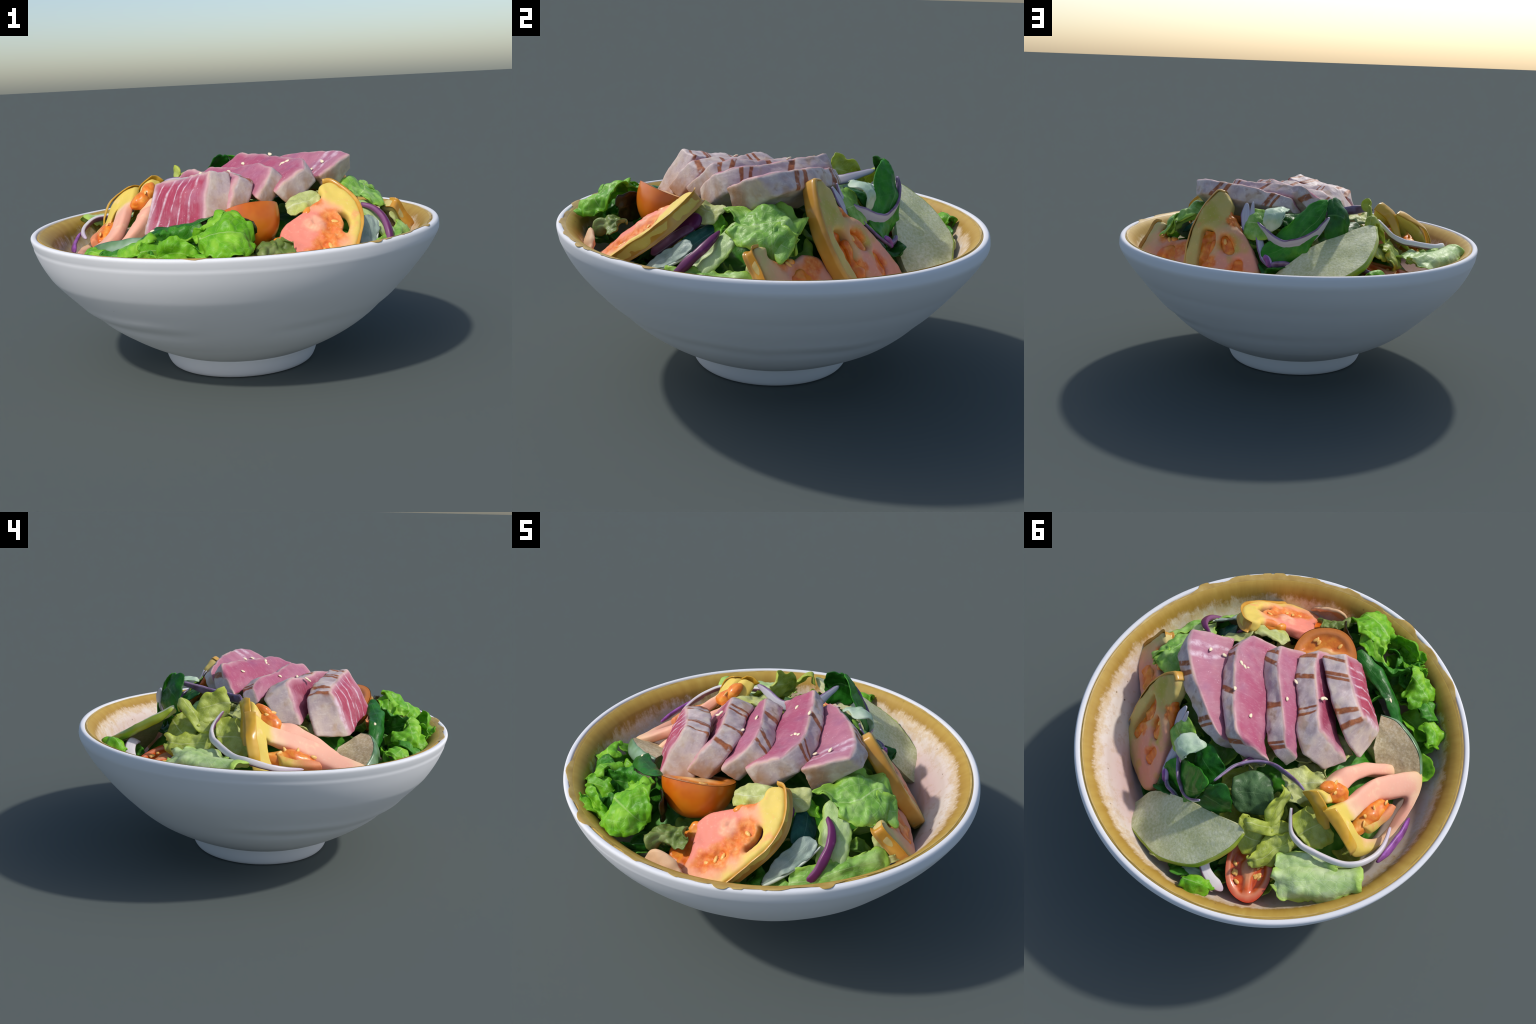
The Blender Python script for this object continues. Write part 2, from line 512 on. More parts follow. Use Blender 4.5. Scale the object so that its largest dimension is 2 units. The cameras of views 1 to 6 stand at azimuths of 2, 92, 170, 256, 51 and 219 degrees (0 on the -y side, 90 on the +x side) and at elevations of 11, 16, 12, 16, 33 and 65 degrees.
# ------------------------------------------------------------------ shape builders
def shell_faces(nu, nv, off_top, off_bot):
    F = []
    idx = lambda i, j, o: o + i * nv + j
    for i in range(nu - 1):
        for j in range(nv - 1):
            F.append((idx(i, j, off_top), idx(i + 1, j, off_top), idx(i + 1, j + 1, off_top), idx(i, j + 1, off_top)))
            F.append((idx(i, j, off_bot), idx(i, j + 1, off_bot), idx(i + 1, j + 1, off_bot), idx(i + 1, j, off_bot)))
    for i in range(nu - 1):
        for j in (0, nv - 1):
            F.append((idx(i, j, off_top), idx(i, j, off_bot), idx(i + 1, j, off_bot), idx(i + 1, j, off_top)))
    for j in range(nv - 1):
        for i in (0, nu - 1):
            F.append((idx(i, j, off_top), idx(i, j + 1, off_top), idx(i, j + 1, off_bot), idx(i, j, off_bot)))
    return F


def sheet(name, G, t, mat, ruffle=.0, crinkle=.004, fray=.0, freq=16, seed=0, parent=None, edges=(1, 1, 1, 1)):
    """closed thin shell on the grid G (nu,nv,3): waves at its edges, crinkles all over, frayed outline.
    edges: which of (u=0, u=1, v=0, v=1) are free, wavy edges."""
    nu, nv, _ = G.shape
    u, v = np.meshgrid(np.linspace(0, 1, nu), np.linspace(0, 1, nv), indexing="ij")
    du, dv = np.gradient(G, axis=0), np.gradient(G, axis=1)
    N = unit(np.cross(du, dv))
    e = np.full((nu, nv), 9.)
    for f, d in zip(edges, (u, 1 - u, v, 1 - v)):
        if f:
            e = np.minimum(e, d)
    W = np.clip(1 - e / .38, 0, 1) ** 1.6
    amp = ruffle * W * (vnoise(G, freq, seed) * 1.5 + .7 * vnoise(G, 2.2 * freq, seed + 2)) + crinkle * (1.4 * vnoise(G, 9, seed + 6) + fbm(G, 24, seed + 5, 2))
    out = np.zeros_like(G)
    if fray:
        fr = fray * (vnoise(G, 15, seed + 11) * 1.4 + vnoise(G, 30, seed + 9) * .9 + vnoise(G, 65, seed + 3) * .5)
        out += unit(du) * (fr * ((np.clip(1 - (1 - u) / .16, 0, 1)) * edges[1] - np.clip(1 - u / .16, 0, 1) * edges[0]))[..., None]
        out += unit(dv) * (fr * ((np.clip(1 - (1 - v) / .16, 0, 1)) * edges[3] - np.clip(1 - v / .16, 0, 1) * edges[2]))[..., None]
    C = G + out + N * amp[..., None]
    N = unit(np.cross(np.gradient(C, axis=0), np.gradient(C, axis=1)))
    th = t * (.45 + .55 * np.clip(e / .08, 0, 1))
    A, B = C + N * th[..., None] / 2, C - N * th[..., None] / 2
    real = np.vstack([A.reshape(-1, 3), B.reshape(-1, 3)])
    rest = np.vstack([np.stack([u, v, np.ones_like(u)], -1).reshape(-1, 3), np.stack([u, v, np.zeros_like(u)], -1).reshape(-1, 3)])
    return make(name, rest, real, shell_faces(nu, nv, 0, nu * nv), mat, parent)


def leaf(kind, rows, mat, label, nu=34, nv=26, t=.008, **kw):
    cat = kw.pop("category", "lettuce")
    p, end = kw.pop("corner", 4.0), kw.pop("end", .3)
    D = net(rows, 3 * nu, 3 * nv)
    U = np.linspace(0, 1, nu)
    w = np.maximum((1 - abs(2 * U - 1) ** p) ** (1 / p), end)               # rounded ends instead of square corners
    Vv = .5 + (np.linspace(0, 1, nv)[None] - .5) * w[:, None]
    i = np.linspace(0, 3 * nu - 1, nu).round().astype(int)
    x = np.clip(Vv * (3 * nv - 1), 0, 3 * nv - 1.001)
    j = x.astype(int)
    f = (x - j)[..., None]
    G = D[i[:, None], j] * (1 - f) + D[i[:, None], j + 1] * f
    kw.setdefault("crinkle", .006)
    o = sheet(kind, G, t, M[mat], **kw)
    return tag(o, label, cat)


def box_grid(dims, n, r):
    """surface of a box as a quad grid, edges rounded by r; returns rest (0..1) and faces."""
    ax = []
    for d, k in zip(dims, n):
        e = r / d
        ax.append(np.r_[np.array([0, .12, .3, .6]) * e, np.linspace(e, 1 - e, k), 1 - np.array([.6, .3, .12, 0]) * e])
    key, V, F = {}, [], []

    def vid(p):
        k = tuple(np.round(p, 6))
        if k not in key:
            key[k] = len(V)
            V.append(p)
        return key[k]
    for a in range(3):
        b, c = (a + 1) % 3, (a + 2) % 3
        for s in (0., 1.):
            g = [[None] * len(ax[c]) for _ in ax[b]]
            for i, x in enumerate(ax[b]):
                for j, y in enumerate(ax[c]):
                    p = [0, 0, 0]
                    p[a], p[b], p[c] = s, x, y
                    g[i][j] = vid(p)
            for i in range(len(ax[b]) - 1):
                for j in range(len(ax[c]) - 1):
                    F.append((g[i][j], g[i + 1][j], g[i + 1][j + 1], g[i][j + 1]))
    V = np.array(V, float)
    D = np.array(dims)
    x = (V - .5) * D
    inner = np.clip(x, -(D / 2 - r), D / 2 - r)
    d = x - inner
    x = inner + unit(d) * r
    return x / D + .5, F


def tuna_slice(P, L, Q, Mb, mat, dims, r=.016, seed=0, lump=.008, belly=.008):
    rest, F = box_grid(dims, (34, 14, 8), r)
    n = 120
    # all four edge lines share the spacing of the top edge so the stations stay matched
    cur = [crom(c, n, even=False) for c in (P, L, Q, Mb)]
    u, v, w = rest.T
    t = np.clip(u, 0, 1) * (n - 1)
    i = np.clip(t.astype(int), 0, n - 2)
    f = (t - i)[:, None]
    p, l, q, m = [c[i] * (1 - f) + c[i + 1] * f for c in cur]
    v, w = v[:, None], w[:, None]
    X = (1 - v) * (1 - w) * p + v * (1 - w) * l + (1 - v) * w * q + v * w * m
    c = X.mean(0)
    nd = unit(X - (p + l + q + m) / 4)
    swell = belly * np.clip(np.sin(np.pi * np.clip(u, 0, 1)), 0, 1) ** .5 * np.sin(np.pi * np.clip(rest[:, 1], 0, 1)) * (rest[:, 2] < .5)
    X = X + nd * (swell + lump * (vnoise(X, 8, seed + 8) + fbm(X, 15, seed, 3)) * .8 + .3 * lump * fbm(X, 45, seed + 4, 2))[:, None]
    return tag(make("tuna_slice", rest, X, F, mat), "thick slice of seared tuna with rose-pink raw centre", "fish")


def slab(name, frame, outline, t, mat, holes=(), bev=.014, voxel=.0075, lump=.004, seed=0, parent=None, smooth_it=4, bend=0.0, npts=90, dents=()):
    """a slab cut to a smooth closed outline in the plane of `frame` = (origin, X, Y, N); front face at N=0."""
    O, X, Y, N = [np.array(a, float) for a in frame]
    cu = bpy.data.curves.new("outline", "CURVE")
    cu.dimensions, cu.fill_mode = "2D", "BOTH"
    cu.extrude, cu.bevel_depth, cu.bevel_resolution, cu.offset = max(t / 2 - bev, .001), bev, 2, -bev
    for k, h in enumerate((outline,) + tuple(holes)):
        q = crom(h, npts if k == 0 else 50, closed=True)
        s = cu.splines.new("POLY")
        s.points.add(len(q) - 1)
        for pnt, xy in zip(s.points, q):
            pnt.co = (xy[0], xy[1], 0, 1)
        s.use_cyclic_u = True
    ob = bpy.data.objects.new("outline", cu)
    COL.objects.link(ob)
    dg = bpy.context.evaluated_depsgraph_get()
    me = bpy.data.meshes.new_from_object(ob.evaluated_get(dg))
    bpy.data.objects.remove(ob)
    tmp = bpy.data.objects.new("slab", me)
    COL.objects.link(tmp)
    rm = tmp.modifiers.new("remesh", "REMESH")
    rm.mode, rm.voxel_size = "VOXEL", voxel
    sm = tmp.modifiers.new("smooth", "SMOOTH")
    sm.factor, sm.iterations = .5, smooth_it
    dg = bpy.context.evaluated_depsgraph_get()
    me2 = bpy.data.meshes.new_from_object(tmp.evaluated_get(dg))
    bpy.data.objects.remove(tmp)
    v = np.empty(len(me2.vertices) * 3, np.float32)
    me2.vertices.foreach_get("co", v)
    v = v.reshape(-1, 3).astype(float)
    nn = np.empty(len(me2.vertices) * 3, np.float32)
    me2.vertices.foreach_get("normal", nn)
    nn = nn.reshape(-1, 3)
    v[:, 2] -= t / 2
    v += nn * (lump * (1.3 * vnoise(v, 9, seed) + fbm(v, 20, seed + 1, 2)))[:, None]
    for (dx, dy, dr, dd) in dents:                      # wet hollows sunk in the cut face
        g = np.exp(-(((v[:, 0] - dx) ** 2 + (v[:, 1] - dy) ** 2) / dr ** 2) ** 1.5) * np.clip((v[:, 2] + t) / t, 0, 1) * np.clip(nn[:, 2], 0, 1)
        v[:, 2] -= g * (dd + .9 * abs(dd) * fbm(v, 45, seed + 3, 2))
    if bend:
        v[:, 2] += bend * (v[:, 0] ** 2 + v[:, 1] ** 2)
    me2.vertices.foreach_set("co", v.astype(np.float32).ravel())
    me2.materials.clear()
    me2.materials.append(mat)
    me2.shade_smooth()
    me2.name = name
    o = bpy.data.objects.new(name, me2)
    COL.objects.link(o)
    R = Matrix([list(a) for a in zip(X, Y, N)]).to_4x4()
    R.translation = Vector(O)
    o.matrix_world = R
    bpy.context.view_layer.update()
    if parent:
        adopt(o, parent)
    return o


def in_plane(frame, xy, z=0.0):
    O, X, Y, N = [np.array(a, float) for a in frame]
    return O + X * xy[0] + Y * xy[1] + N * z


def skin_band(name, frame, path, t, mat, parent, out=.0035, thick=.004, bev=.016):
    """peel: a thin band along part of the slab's edge, just proud of it."""
    q = crom(path, 60)
    tang = unit(np.gradient(q, axis=0))
    nor = np.stack([tang[:, 1], -tang[:, 0]], -1)
    O, X, Y, N = [np.array(a, float) for a in frame]
    nv = 21
    G = np.zeros((60, nv, 3))
    k = bev / t
    for j, s in enumerate(np.linspace(0, 1, nv)):
        e = max(0., max(k - s, s - (1 - k)) / k)          # 0 on the flat of the rim .. 1 at the cut face
        b = out - bev * (1 - math.sqrt(max(0., 1 - min(e, .985) ** 2)))
        p = q + nor * b
        G[:, j] = O + X * p[:, :1] + Y * p[:, 1:] - N * (t * (.0 + 1.0 * s))
    return sheet(name, G, thick, mat, crinkle=.0015, parent=parent)


def seeds_on(frame, spots, parent, z=.0, size=.012):
    O, X, Y, N = [np.array(a, float) for a in frame]
    for k, (x, y) in enumerate(spots):
        bm = bmesh.new()
        bmesh.ops.create_uvsphere(bm, u_segments=10, v_segments=7, radius=1)
        V = np.array([v.co[:] for v in bm.verts])
        F = [[v.index for v in f.verts] for f in bm.faces]
        bm.free()
        a = RNG.uniform(0, 6.28)
        V[:, 0] *= 1.5 - .35 * V[:, 0]
        V = V * size * np.array([1, .8, .45])
        V = np.stack([V[:, 0] * math.cos(a) - V[:, 1] * math.sin(a), V[:, 0] * math.sin(a) + V[:, 1] * math.cos(a), V[:, 2]], -1)
        W = O + X * (V[:, :1] + x) + Y * (V[:, 1:2] + y) + N * (V[:, 2:] + z)
        plain("tomato_seed", W, F, M["seed"], parent)


def tomato(frame, outline, t, mat, skin_path, skin_mat, holes=(), pulps=(), seeds=(), pulp_z=-.018, seed=0, label="", bend=0.0, dents=()):
    top = empty("tomato_wedge", in_plane(frame, outline[0], -t / 2))
    tag(top, label, "tomato")
    slab("flesh", frame, outline, t, mat, holes, lump=.0035, seed=seed, parent=top, dents=dents)
    if skin_path:
        skin_band("skin", frame, skin_path, t, skin_mat, top)
    O, X, Y, N = [np.array(a, float) for a in frame]
    for k, (poly, z, th) in enumerate(pulps):
        fr = (O + N * z, X, Y, N)
        slab("pulp", fr, poly, th, M["pulp"], bev=min(.018, th * .4), voxel=.006, lump=.010, seed=seed + 31 + k, parent=top, npts=50)
    for (x, y, z) in seeds:
        seeds_on(frame, [(x, y)], top, z)
    return top


def ribbon(name, spine, width, thick, side, mat, label, n=60, taper=(.25, .2), seed=0, cup=0.0):
    """onion strip: lens section swept along the spine; `side` gives the direction across it."""
    S = crom(spine, n)
    Tn = unit(np.gradient(S, axis=0))
    sd = np.asarray(side, float)
    if sd.ndim == 1:
        sd = np.repeat(sd[None], n, 0)
    else:
        sd = crom(sd, n, even=False)
    sd = unit(sd - (sd * Tn).sum(1, keepdims=True) * Tn)
    up = np.cross(Tn, sd)
    u = np.linspace(0, 1, n)
    w = np.minimum(1, np.minimum(np.sqrt(np.clip(u / taper[0], 0, 1)) if taper[0] else 1, np.sqrt(np.clip((1 - u) / taper[1], 0, 1)) if taper[1] else 1))
    w = .12 + .88 * w
    k = 14
    a = np.arange(k) * math.tau / k
    ca, sa = np.cos(a), np.sin(a)
    real, rest = [], []
    for i in range(n):
        wi = width / 2 * w[i] * (1 + .12 * vnoise(S[i][None] * 1.0, 25, seed)[0])
        ti = thick / 2 * (.5 + .5 * w[i])
        for c, s in zip(ca, sa):
            c2 = math.copysign(abs(c) ** .7, c)
            s2 = math.copysign(abs(s) ** .7, s)
            real.append(S[i] + sd[i] * c2 * wi + up[i] * (s2 * ti + cup * (c2 * c2) * wi))
            rest.append((u[i], c2 / 2 + .5, s2 / 2 + .5))
    F = [(i * k + j, i * k + (j + 1) % k, (i + 1) * k + (j + 1) % k, (i + 1) * k + j) for i in range(n - 1) for j in range(k)]
    F += [tuple(range(k))[::-1], tuple((n - 1) * k + j for j in range(k))]
    return tag(make(name, rest, real, F, M[mat]), label, "onion")


def bar(name, P, L, Q, Mb, mat, dims, parent=None, r=.02, seed=0, lump=.003, belly=.008, n=(30, 10, 8)):
    """soft-edged bar lofted between four edge lines (front-top, front-low, back-top, back-low)."""
    rest, F = box_grid(dims, n, r)
    k = 90
    p, l, q, m = [crom(c, k, even=False) for c in (P, L, Q, Mb)]
    u, v, w = rest.T
    t = np.clip(u, 0, 1) * (k - 1)
    i = np.clip(t.astype(int), 0, k - 2)
    f = (t - i)[:, None]
    p, l, q, m = [c[i] * (1 - f) + c[i + 1] * f for c in (p, l, q, m)]
    v, w = v[:, None], w[:, None]
    X = (1 - v) * (1 - w) * p + v * (1 - w) * l + (1 - v) * w * q + v * w * m
    nd = unit(X - (p + l + q + m) / 4)
    X = X + nd * (belly * np.sin(np.pi * np.clip(v[:, 0], 0, 1)) + lump * fbm(X, 14, seed, 2))[:, None]
    return make(name, rest, X, F, mat, parent)


def ring(name, face_out, face_in, back, mat, parent=None, seed=0, lump=.003, n=110, k=28, square=.55):
    """closed loop of flesh: section is a rounded block between the outer and inner edge of the cut face
    and the same edges pushed back by `back` (one offset per station)."""
    A, B, K = crom(face_out, n, True), crom(face_in, n, True), crom(back, n, True)
    a = np.arange(k) * math.tau / k
    cs = np.sign(np.cos(a)) * abs(np.cos(a)) ** square
    sn = np.sign(np.sin(a)) * abs(np.sin(a)) ** square
    s, t = (cs + 1) / 2, (sn + 1) / 2                       # s: 0 outer .. 1 hole, t: 0 face .. 1 back
    S, Tt = s[None, :, None], t[None, :, None]
    X = A[:, None] * (1 - S) + B[:, None] * S + K[:, None] * Tt
    ctr = X.mean(1, keepdims=True)
    X = X + unit(X - ctr) * (lump * fbm(X, 14, seed, 2))[..., None]
    rest = np.stack([np.repeat(np.linspace(0, 1, n)[:, None], k, 1), np.repeat(s[None], n, 0), np.repeat(t[None], n, 0)], -1)
    F = [(i * k + j, i * k + (j + 1) % k, ((i + 1) % n) * k + (j + 1) % k, ((i + 1) % n) * k + j) for i in range(n) for j in range(k)]
    return make(name, rest.reshape(-1, 3), X.reshape(-1, 3), F, mat, parent)


def blob(name, c, axes, mat, parent=None, seed=0, lump=.18, freq=14):
    """lumpy ellipsoid: wet seed jelly."""
    bm = bmesh.new()
    bmesh.ops.create_icosphere(bm, subdivisions=5, radius=1)
    V = np.array([v.co[:] for v in bm.verts])
    F = [[v.index for v in f.verts] for f in bm.faces]
    bm.free()
    A = np.array(axes, float)
    W = np.array(c) + V @ A
    W += (W - np.array(c)) * (lump * fbm(W, freq, seed, 3))[:, None]
    return plain(name, W, F, mat, parent)


# ------------------------------------------------------------------ the bowl
def centre(z):
    """the hand-thrown wall leans: its rings are centred a little differently at each height."""
    return np.stack([np.interp(z, [.08, .2, .3, .5, .66, .70], [-.006, -.003, -.007, -.014, .001, -.0055]),
                     np.interp(z, [.08, .2, .3, .5, .66, .70], [-.004, .006, .000, -.010, -.002, -.009])], -1)


def revolve(profile, n, wob=None, name="wall", mat=None, parent=None, closed_bottom=False, m=None, soften=0):
    pr = crom(profile, m or len(profile) * 4, even=False)
    for _ in range(soften):                              # fair the long curve, keep both ends crisp
        a, b = len(pr) // 12, len(pr) - 8 * len(pr) // len(profile)
        pr[a:b] = .5 * pr[a:b] + .25 * (pr[a - 1:b - 1] + pr[a + 1:b + 1])
    th = np.arange(n) * math.tau / n
    V, F = [], []
    R, Z = pr[:, 0][:, None] + 0 * th, pr[:, 1][:, None] + 0 * th
    if wob is not None:
        R, Z = wob(R, Z, th[None] + 0 * R)
    c = centre(Z)
    V = np.stack([c[..., 0] + R * np.cos(th), c[..., 1] + R * np.sin(th), Z], -1)
    k = len(pr)
    F = [(i * n + j, i * n + (j + 1) % n, (i + 1) * n + (j + 1) % n, (i + 1) * n + j) for i in range(k - 1) for j in range(n)]
    V = V.reshape(-1, 3)
    if closed_bottom:
        F.append(tuple(range(n)))
    return plain(name, V, F, mat, parent, origin=(0, 0, 0))


def ring_noise(th, z, k, seed):
    return vnoise(np.stack([np.cos(th) * k, np.sin(th) * k, z], -1), 1.0, seed)


def wall_wob(R, Z, th):
    # a soft throwing ridge winds round the wall at about a third of its height
    zr = .350 + .020 * ring_noise(th, 0 * Z, 1.4, 3) + .007 * ring_noise(th, 0 * Z, 6, 5)
    d = (Z - zr)
    ridge = .006 * np.exp(-(d / .03) ** 2) - .007 * np.exp(-((d + .045) / .03) ** 2)
    fade = np.clip((Z - .18) / .1, 0, 1) * np.clip((.6 - Z) / .1, 0, 1)
    strength = np.clip(.6 + .9 * ring_noise(th, 0 * Z, 1.7, 9), 0, 1.4)
    R = R + fade * strength * ridge
    R = R + .0025 * ring_noise(th, Z * 6, 1.5, 21) * np.clip((Z - .1) / .1, 0, 1)
    return R, Z


bowl = tag(empty("bowl", (0, 0, 0)), "wide white stoneware bowl with gold-brown glazed inside", "bowl")
wall_profile = [(.376, .082), (.392, .090), (.416, .100), (.441, .110), (.484, .130), (.538, .160), (.590, .190), (.632, .220), (.668, .250),
                (.702, .280), (.735, .310), (.762, .340), (.792, .370), (.825, .400), (.860, .440), (.892, .480), (.925, .520), (.952, .560), (.972, .600),
                (.986, .632), (.993, .660), (.9955, .685), (.9945, .697), (.989, .7045), (.980, .7065), (.971, .7045), (.9665, .697), (.964, .688)]
revolve(wall_profile, 256, wall_wob, "wall", M["white"], bowl, soften=60)
revolve([(.0, .034), (.16, .034), (.30, .032), (.322, .026), (.330, .010), (.336, .002), (.344, .000), (.354, .001), (.363, .009), (.371, .022), (.380, .045), (.386, .070), (.389, .088), (.380, .095), (.3, .095)],
        192, None, "foot", M["white"], bowl)


def lining_wob(R, Z, th):
    R = R + .006 * ring_noise(th, Z * 4, 2.0, 31) * np.clip((.69 - Z) / .1, 0, 1)
    thick = np.exp(-(((np.degrees(th) - 42 + 180) % 360 - 180) / 32) ** 2)          # the wall is thicker and steeper on one side
    R = R - thick * (.046 * np.clip((.69 - Z) / .07, 0, 1) * np.clip((Z - .45) / .09, 0, 1))
    Z = Z - thick * .05 * np.clip((.50 - Z) / .06, 0, 1) * np.clip((R - .3) / .2, 0, 1)
    return R, Z


revolve([(.9665, .694), (.962, .701), (.955, .7005), (.945, .697), (.926, .683), (.906, .657), (.888, .622), (.870, .585), (.845, .552), (.806, .515), (.762, .475), (.70, .430), (.62, .390), (.5, .355), (.35, .335), (.15, .33), (.0, .33)],
        256, lining_wob, "lining", M["glaze"], bowl)


def glaze_lip():
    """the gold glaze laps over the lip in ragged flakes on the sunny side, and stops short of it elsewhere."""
    n = 720
    th = np.arange(n) * math.tau / n
    a = np.degrees(th)
    prof = crom([(.952, .7005), (.962, .7045), (.971, .7075), (.980, .7092), (.991, .7072), (.9968, .698), (.998, .684)], 60)
    front = np.exp(-(((a - 288 + 180) % 360 - 180) / 58) ** 4)               # facing -y
    steps = ring_noise(np.floor((a + 1.5 * ring_noise(th, 0 * th, 20, 47)) / 4.2) * math.radians(4.2), 0 * th, 29, 41)
    wav = ring_noise(th, 0 * th, 9, 43)
    reach = .12 + .05 * wav + front * (.22 + .13 * steps + .20 * wav)
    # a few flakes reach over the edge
    for c, wd, h in ((284, 2.2, .20), (301, 3.4, .26), (309, 1.2, .22), (322, 2.2, .16), (334, 1.2, .24), (262, 2.5, .14), (240, 4, .2)):
        reach += h * np.clip(1.6 - abs((a - c + 180) % 360 - 180) / wd, 0, 1) ** .5
    reach = np.clip(reach, .05, .97)
    k = 14
    V = np.zeros((k, n, 2))
    for i, s in enumerate(np.linspace(0, 1, k)):
        t = s * reach * (len(prof) - 1)
        j = np.clip(t.astype(int), 0, len(prof) - 2)
        f = (t - j)[:, None]
        V[i] = prof[j] * (1 - f) + prof[j + 1] * f
    # last row tucks back under itself so the flake has an edge
    W = V[-1] + np.stack([-.004 + 0 * th, -.003 + 0 * th], -1)
    V = np.concatenate([V, W[None]])
    c = centre(V[..., 1])
    X = np.stack([c[..., 0] + V[..., 0] * np.cos(th), c[..., 1] + V[..., 0] * np.sin(th), V[..., 1]], -1)
    m = k + 1
    F = [(i * n + j, i * n + (j + 1) % n, (i + 1) * n + (j + 1) % n, (i + 1) * n + j) for i in range(m - 1) for j in range(n)]
    plain("glaze_lip", X.reshape(-1, 3), F, M["lip"], bowl, origin=(0, 0, 0))


glaze_lip()

# ------------------------------------------------------------------ tuna
TUNA = [
    dict(P=[(.577, -.059, 1.009), (.483, .059, 1.021), (.385, .130, 1.008), (.279, .188, .997), (.190, .235, .985), (.105, .268, .966), (.070, .258, .915)],
         L=[(.412, -.200, .928), (.355, -.10, .915), (.29, -.01, .918), (.21, .07, .918), (.13, .14, .905), (.05, .19, .885), (.02, .215, .865)],
         Q=[(.580, .020, .930), (.535, .100, .955), (.425, .175, .945), (.315, .232, .930), (.22, .275, .92), (.12, .295, .915), (.07, .275, .87)],
         Mb=[(.454, -.155, .815), (.46, -.03, .83), (.40, .05, .83), (.30, .12, .83), (.2, .18, .83), (.1, .23, .83), (.04, .235, .82)],
         dims=(.62, .26, .11), bars=[(.225, .013, .05), (.29, .012, .05), (.66, .016, .05), (.715, .008, .05)], fats=[(.10, .006, .0, .02, .9), (.165, .008, .0, .02, 1.0)], core="b06c80"),
    dict(P=[(.342, -.254, .970), (.343, -.160, 1.003), (.318, -.094, 1.008), (.255, -.01, 1.013), (.188, .061, 1.014), (.105, .150, 1.017), (.028, .221, 1.020), (-.035, .228, .955)],
         L=[(.185, -.340, .873), (.19, -.24, .905), (.15, -.17, .91), (.085, -.08, .912), (.025, -.01, .905), (-.04, .07, .897), (-.10, .145, .885), (-.165, .190, .890)],
         Q=[(.405, -.190, .900), (.398, -.125, .917), (.378, -.089, .920), (.31, .01, .945), (.235, .095, .958), (.145, .18, .965), (.06, .255, .955), (-.01, .265, .89)],
         Mb=[(.285, -.310, .782), (.30, -.18, .80), (.27, -.10, .81), (.20, -.02, .82), (.13, .06, .82), (.05, .14, .82), (-.03, .20, .82), (-.12, .21, .81)],
         dims=(.60, .26, .11), bars=[(.17, .014, .03), (.27, .012, .03), (.56, .014, .06), (.93, .016, .1)], fats=[], core="a8506c"),
    dict(P=[(.192, -.290, .985), (.140, -.205, .998), (.080, -.14, .986), (.010, -.076, .973), (-.050, -.02, .974), (-.105, .03, .974), (-.150, .080, .945), (-.178, .098, .922)],
         L=[(.120, -.415, .855), (.055, -.28, .905), (0, -.205, .905), (-.06, -.135, .90), (-.12, -.07, .895), (-.17, -.01, .885), (-.200, .045, .880), (-.236, .088, .858)],
         Q=[(.250, -.238, .930), (.222, -.197, .938), (.135, -.10, .930), (.052, -.023, .922), (-.01, .045, .920), (-.06, .10, .912), (-.105, .130, .90), (-.160, .143, .884)],
         Mb=[(.175, -.355, .790), (.14, -.24, .82), (.07, -.16, .82), (.0, -.09, .82), (-.06, -.02, .82), (-.11, .04, .815), (-.16, .1, .815), (-.21, .13, .81)],
         dims=(.58, .24, .11), bars=[(.05, .012, .05), (.155, .014, .05), (.475, .017, .06), (.93, .022, .08), (.86, .012, .06)], fats=[], core="a85a74"),
    dict(P=[(.045, -.405, .962), (-.020, -.300, .979), (-.075, -.24, .974), (-.133, -.181, .969), (-.163, -.147, .974), (-.2, -.105, .980), (-.243, -.064, .965)],
         L=[(-.005, -.515, .825), (-.08, -.38, .82), (-.14, -.32, .81), (-.20, -.26, .80), (-.245, -.215, .80), (-.31, -.165, .785), (-.412, -.108, .765)],
         Q=[(.110, -.332, .926), (.062, -.243, .940), (0, -.18, .932), (-.071, -.115, .925), (-.11, -.07, .922), (-.165, .005, .915), (-.252, .060, .875)],
         Mb=[(.078, -.440, .785), (.0, -.28, .76), (-.06, -.21, .76), (-.12, -.14, .76), (-.17, -.09, .76), (-.24, -.01, .78), (-.350, .012, .778)],
         dims=(.50, .22, .12), bars=[(.03, .011, .05), (.235, .015, .03), (.60, .013, .07), (.695, .010, .07)], fats=[], core="963e56"),
    dict(P=[(-.085, -.457, 1.002), (-.135, -.405, .992), (-.20, -.36, .973), (-.285, -.305, .948), (-.360, -.264, .930)],
         L=[(-.106, -.592, .770), (-.17, -.545, .755), (-.24, -.49, .742), (-.32, -.435, .727), (-.410, -.375, .700)],
         Q=[(.005, -.380, .980), (-.040, -.338, .968), (-.12, -.275, .950), (-.22, -.205, .930), (-.330, -.150, .890)],
         Mb=[(.03, -.50, .760), (-.06, -.45, .735), (-.17, -.38, .715), (-.30, -.26, .69), (-.436, -.165, .715)],
         dims=(.36, .27, .12), bars=[(.09, .012, .14), (.36, .011, .08), (.42, .008, .10), (.80, .013, .08), (.955, .013, .06)],
         fats=[(.22, .005, -.12, .0, 1.), (.38, .003, -.16, .05, .9), (.50, .003, -.18, .1, 1.), (.64, .005, -.22, .05, 1.), (.80, .003, -.24, .1, 1.), (.93, .009, -.1, .2, 1.)], core="a83e56"),
]
for k, d in enumerate(TUNA):
    L, H, T = d["dims"]
    m = mat_tuna("seared_tuna" + "_abcde"[k + 1], L, H, T, d["bars"], d["fats"], d["core"], blush=.15 if k in (1, 4) else .45)
    tuna_slice(d["P"], d["L"], d["Q"], d["Mb"], m, d["dims"], seed=50 + k, belly=(.006, .008, .008, .010, .022)[k])

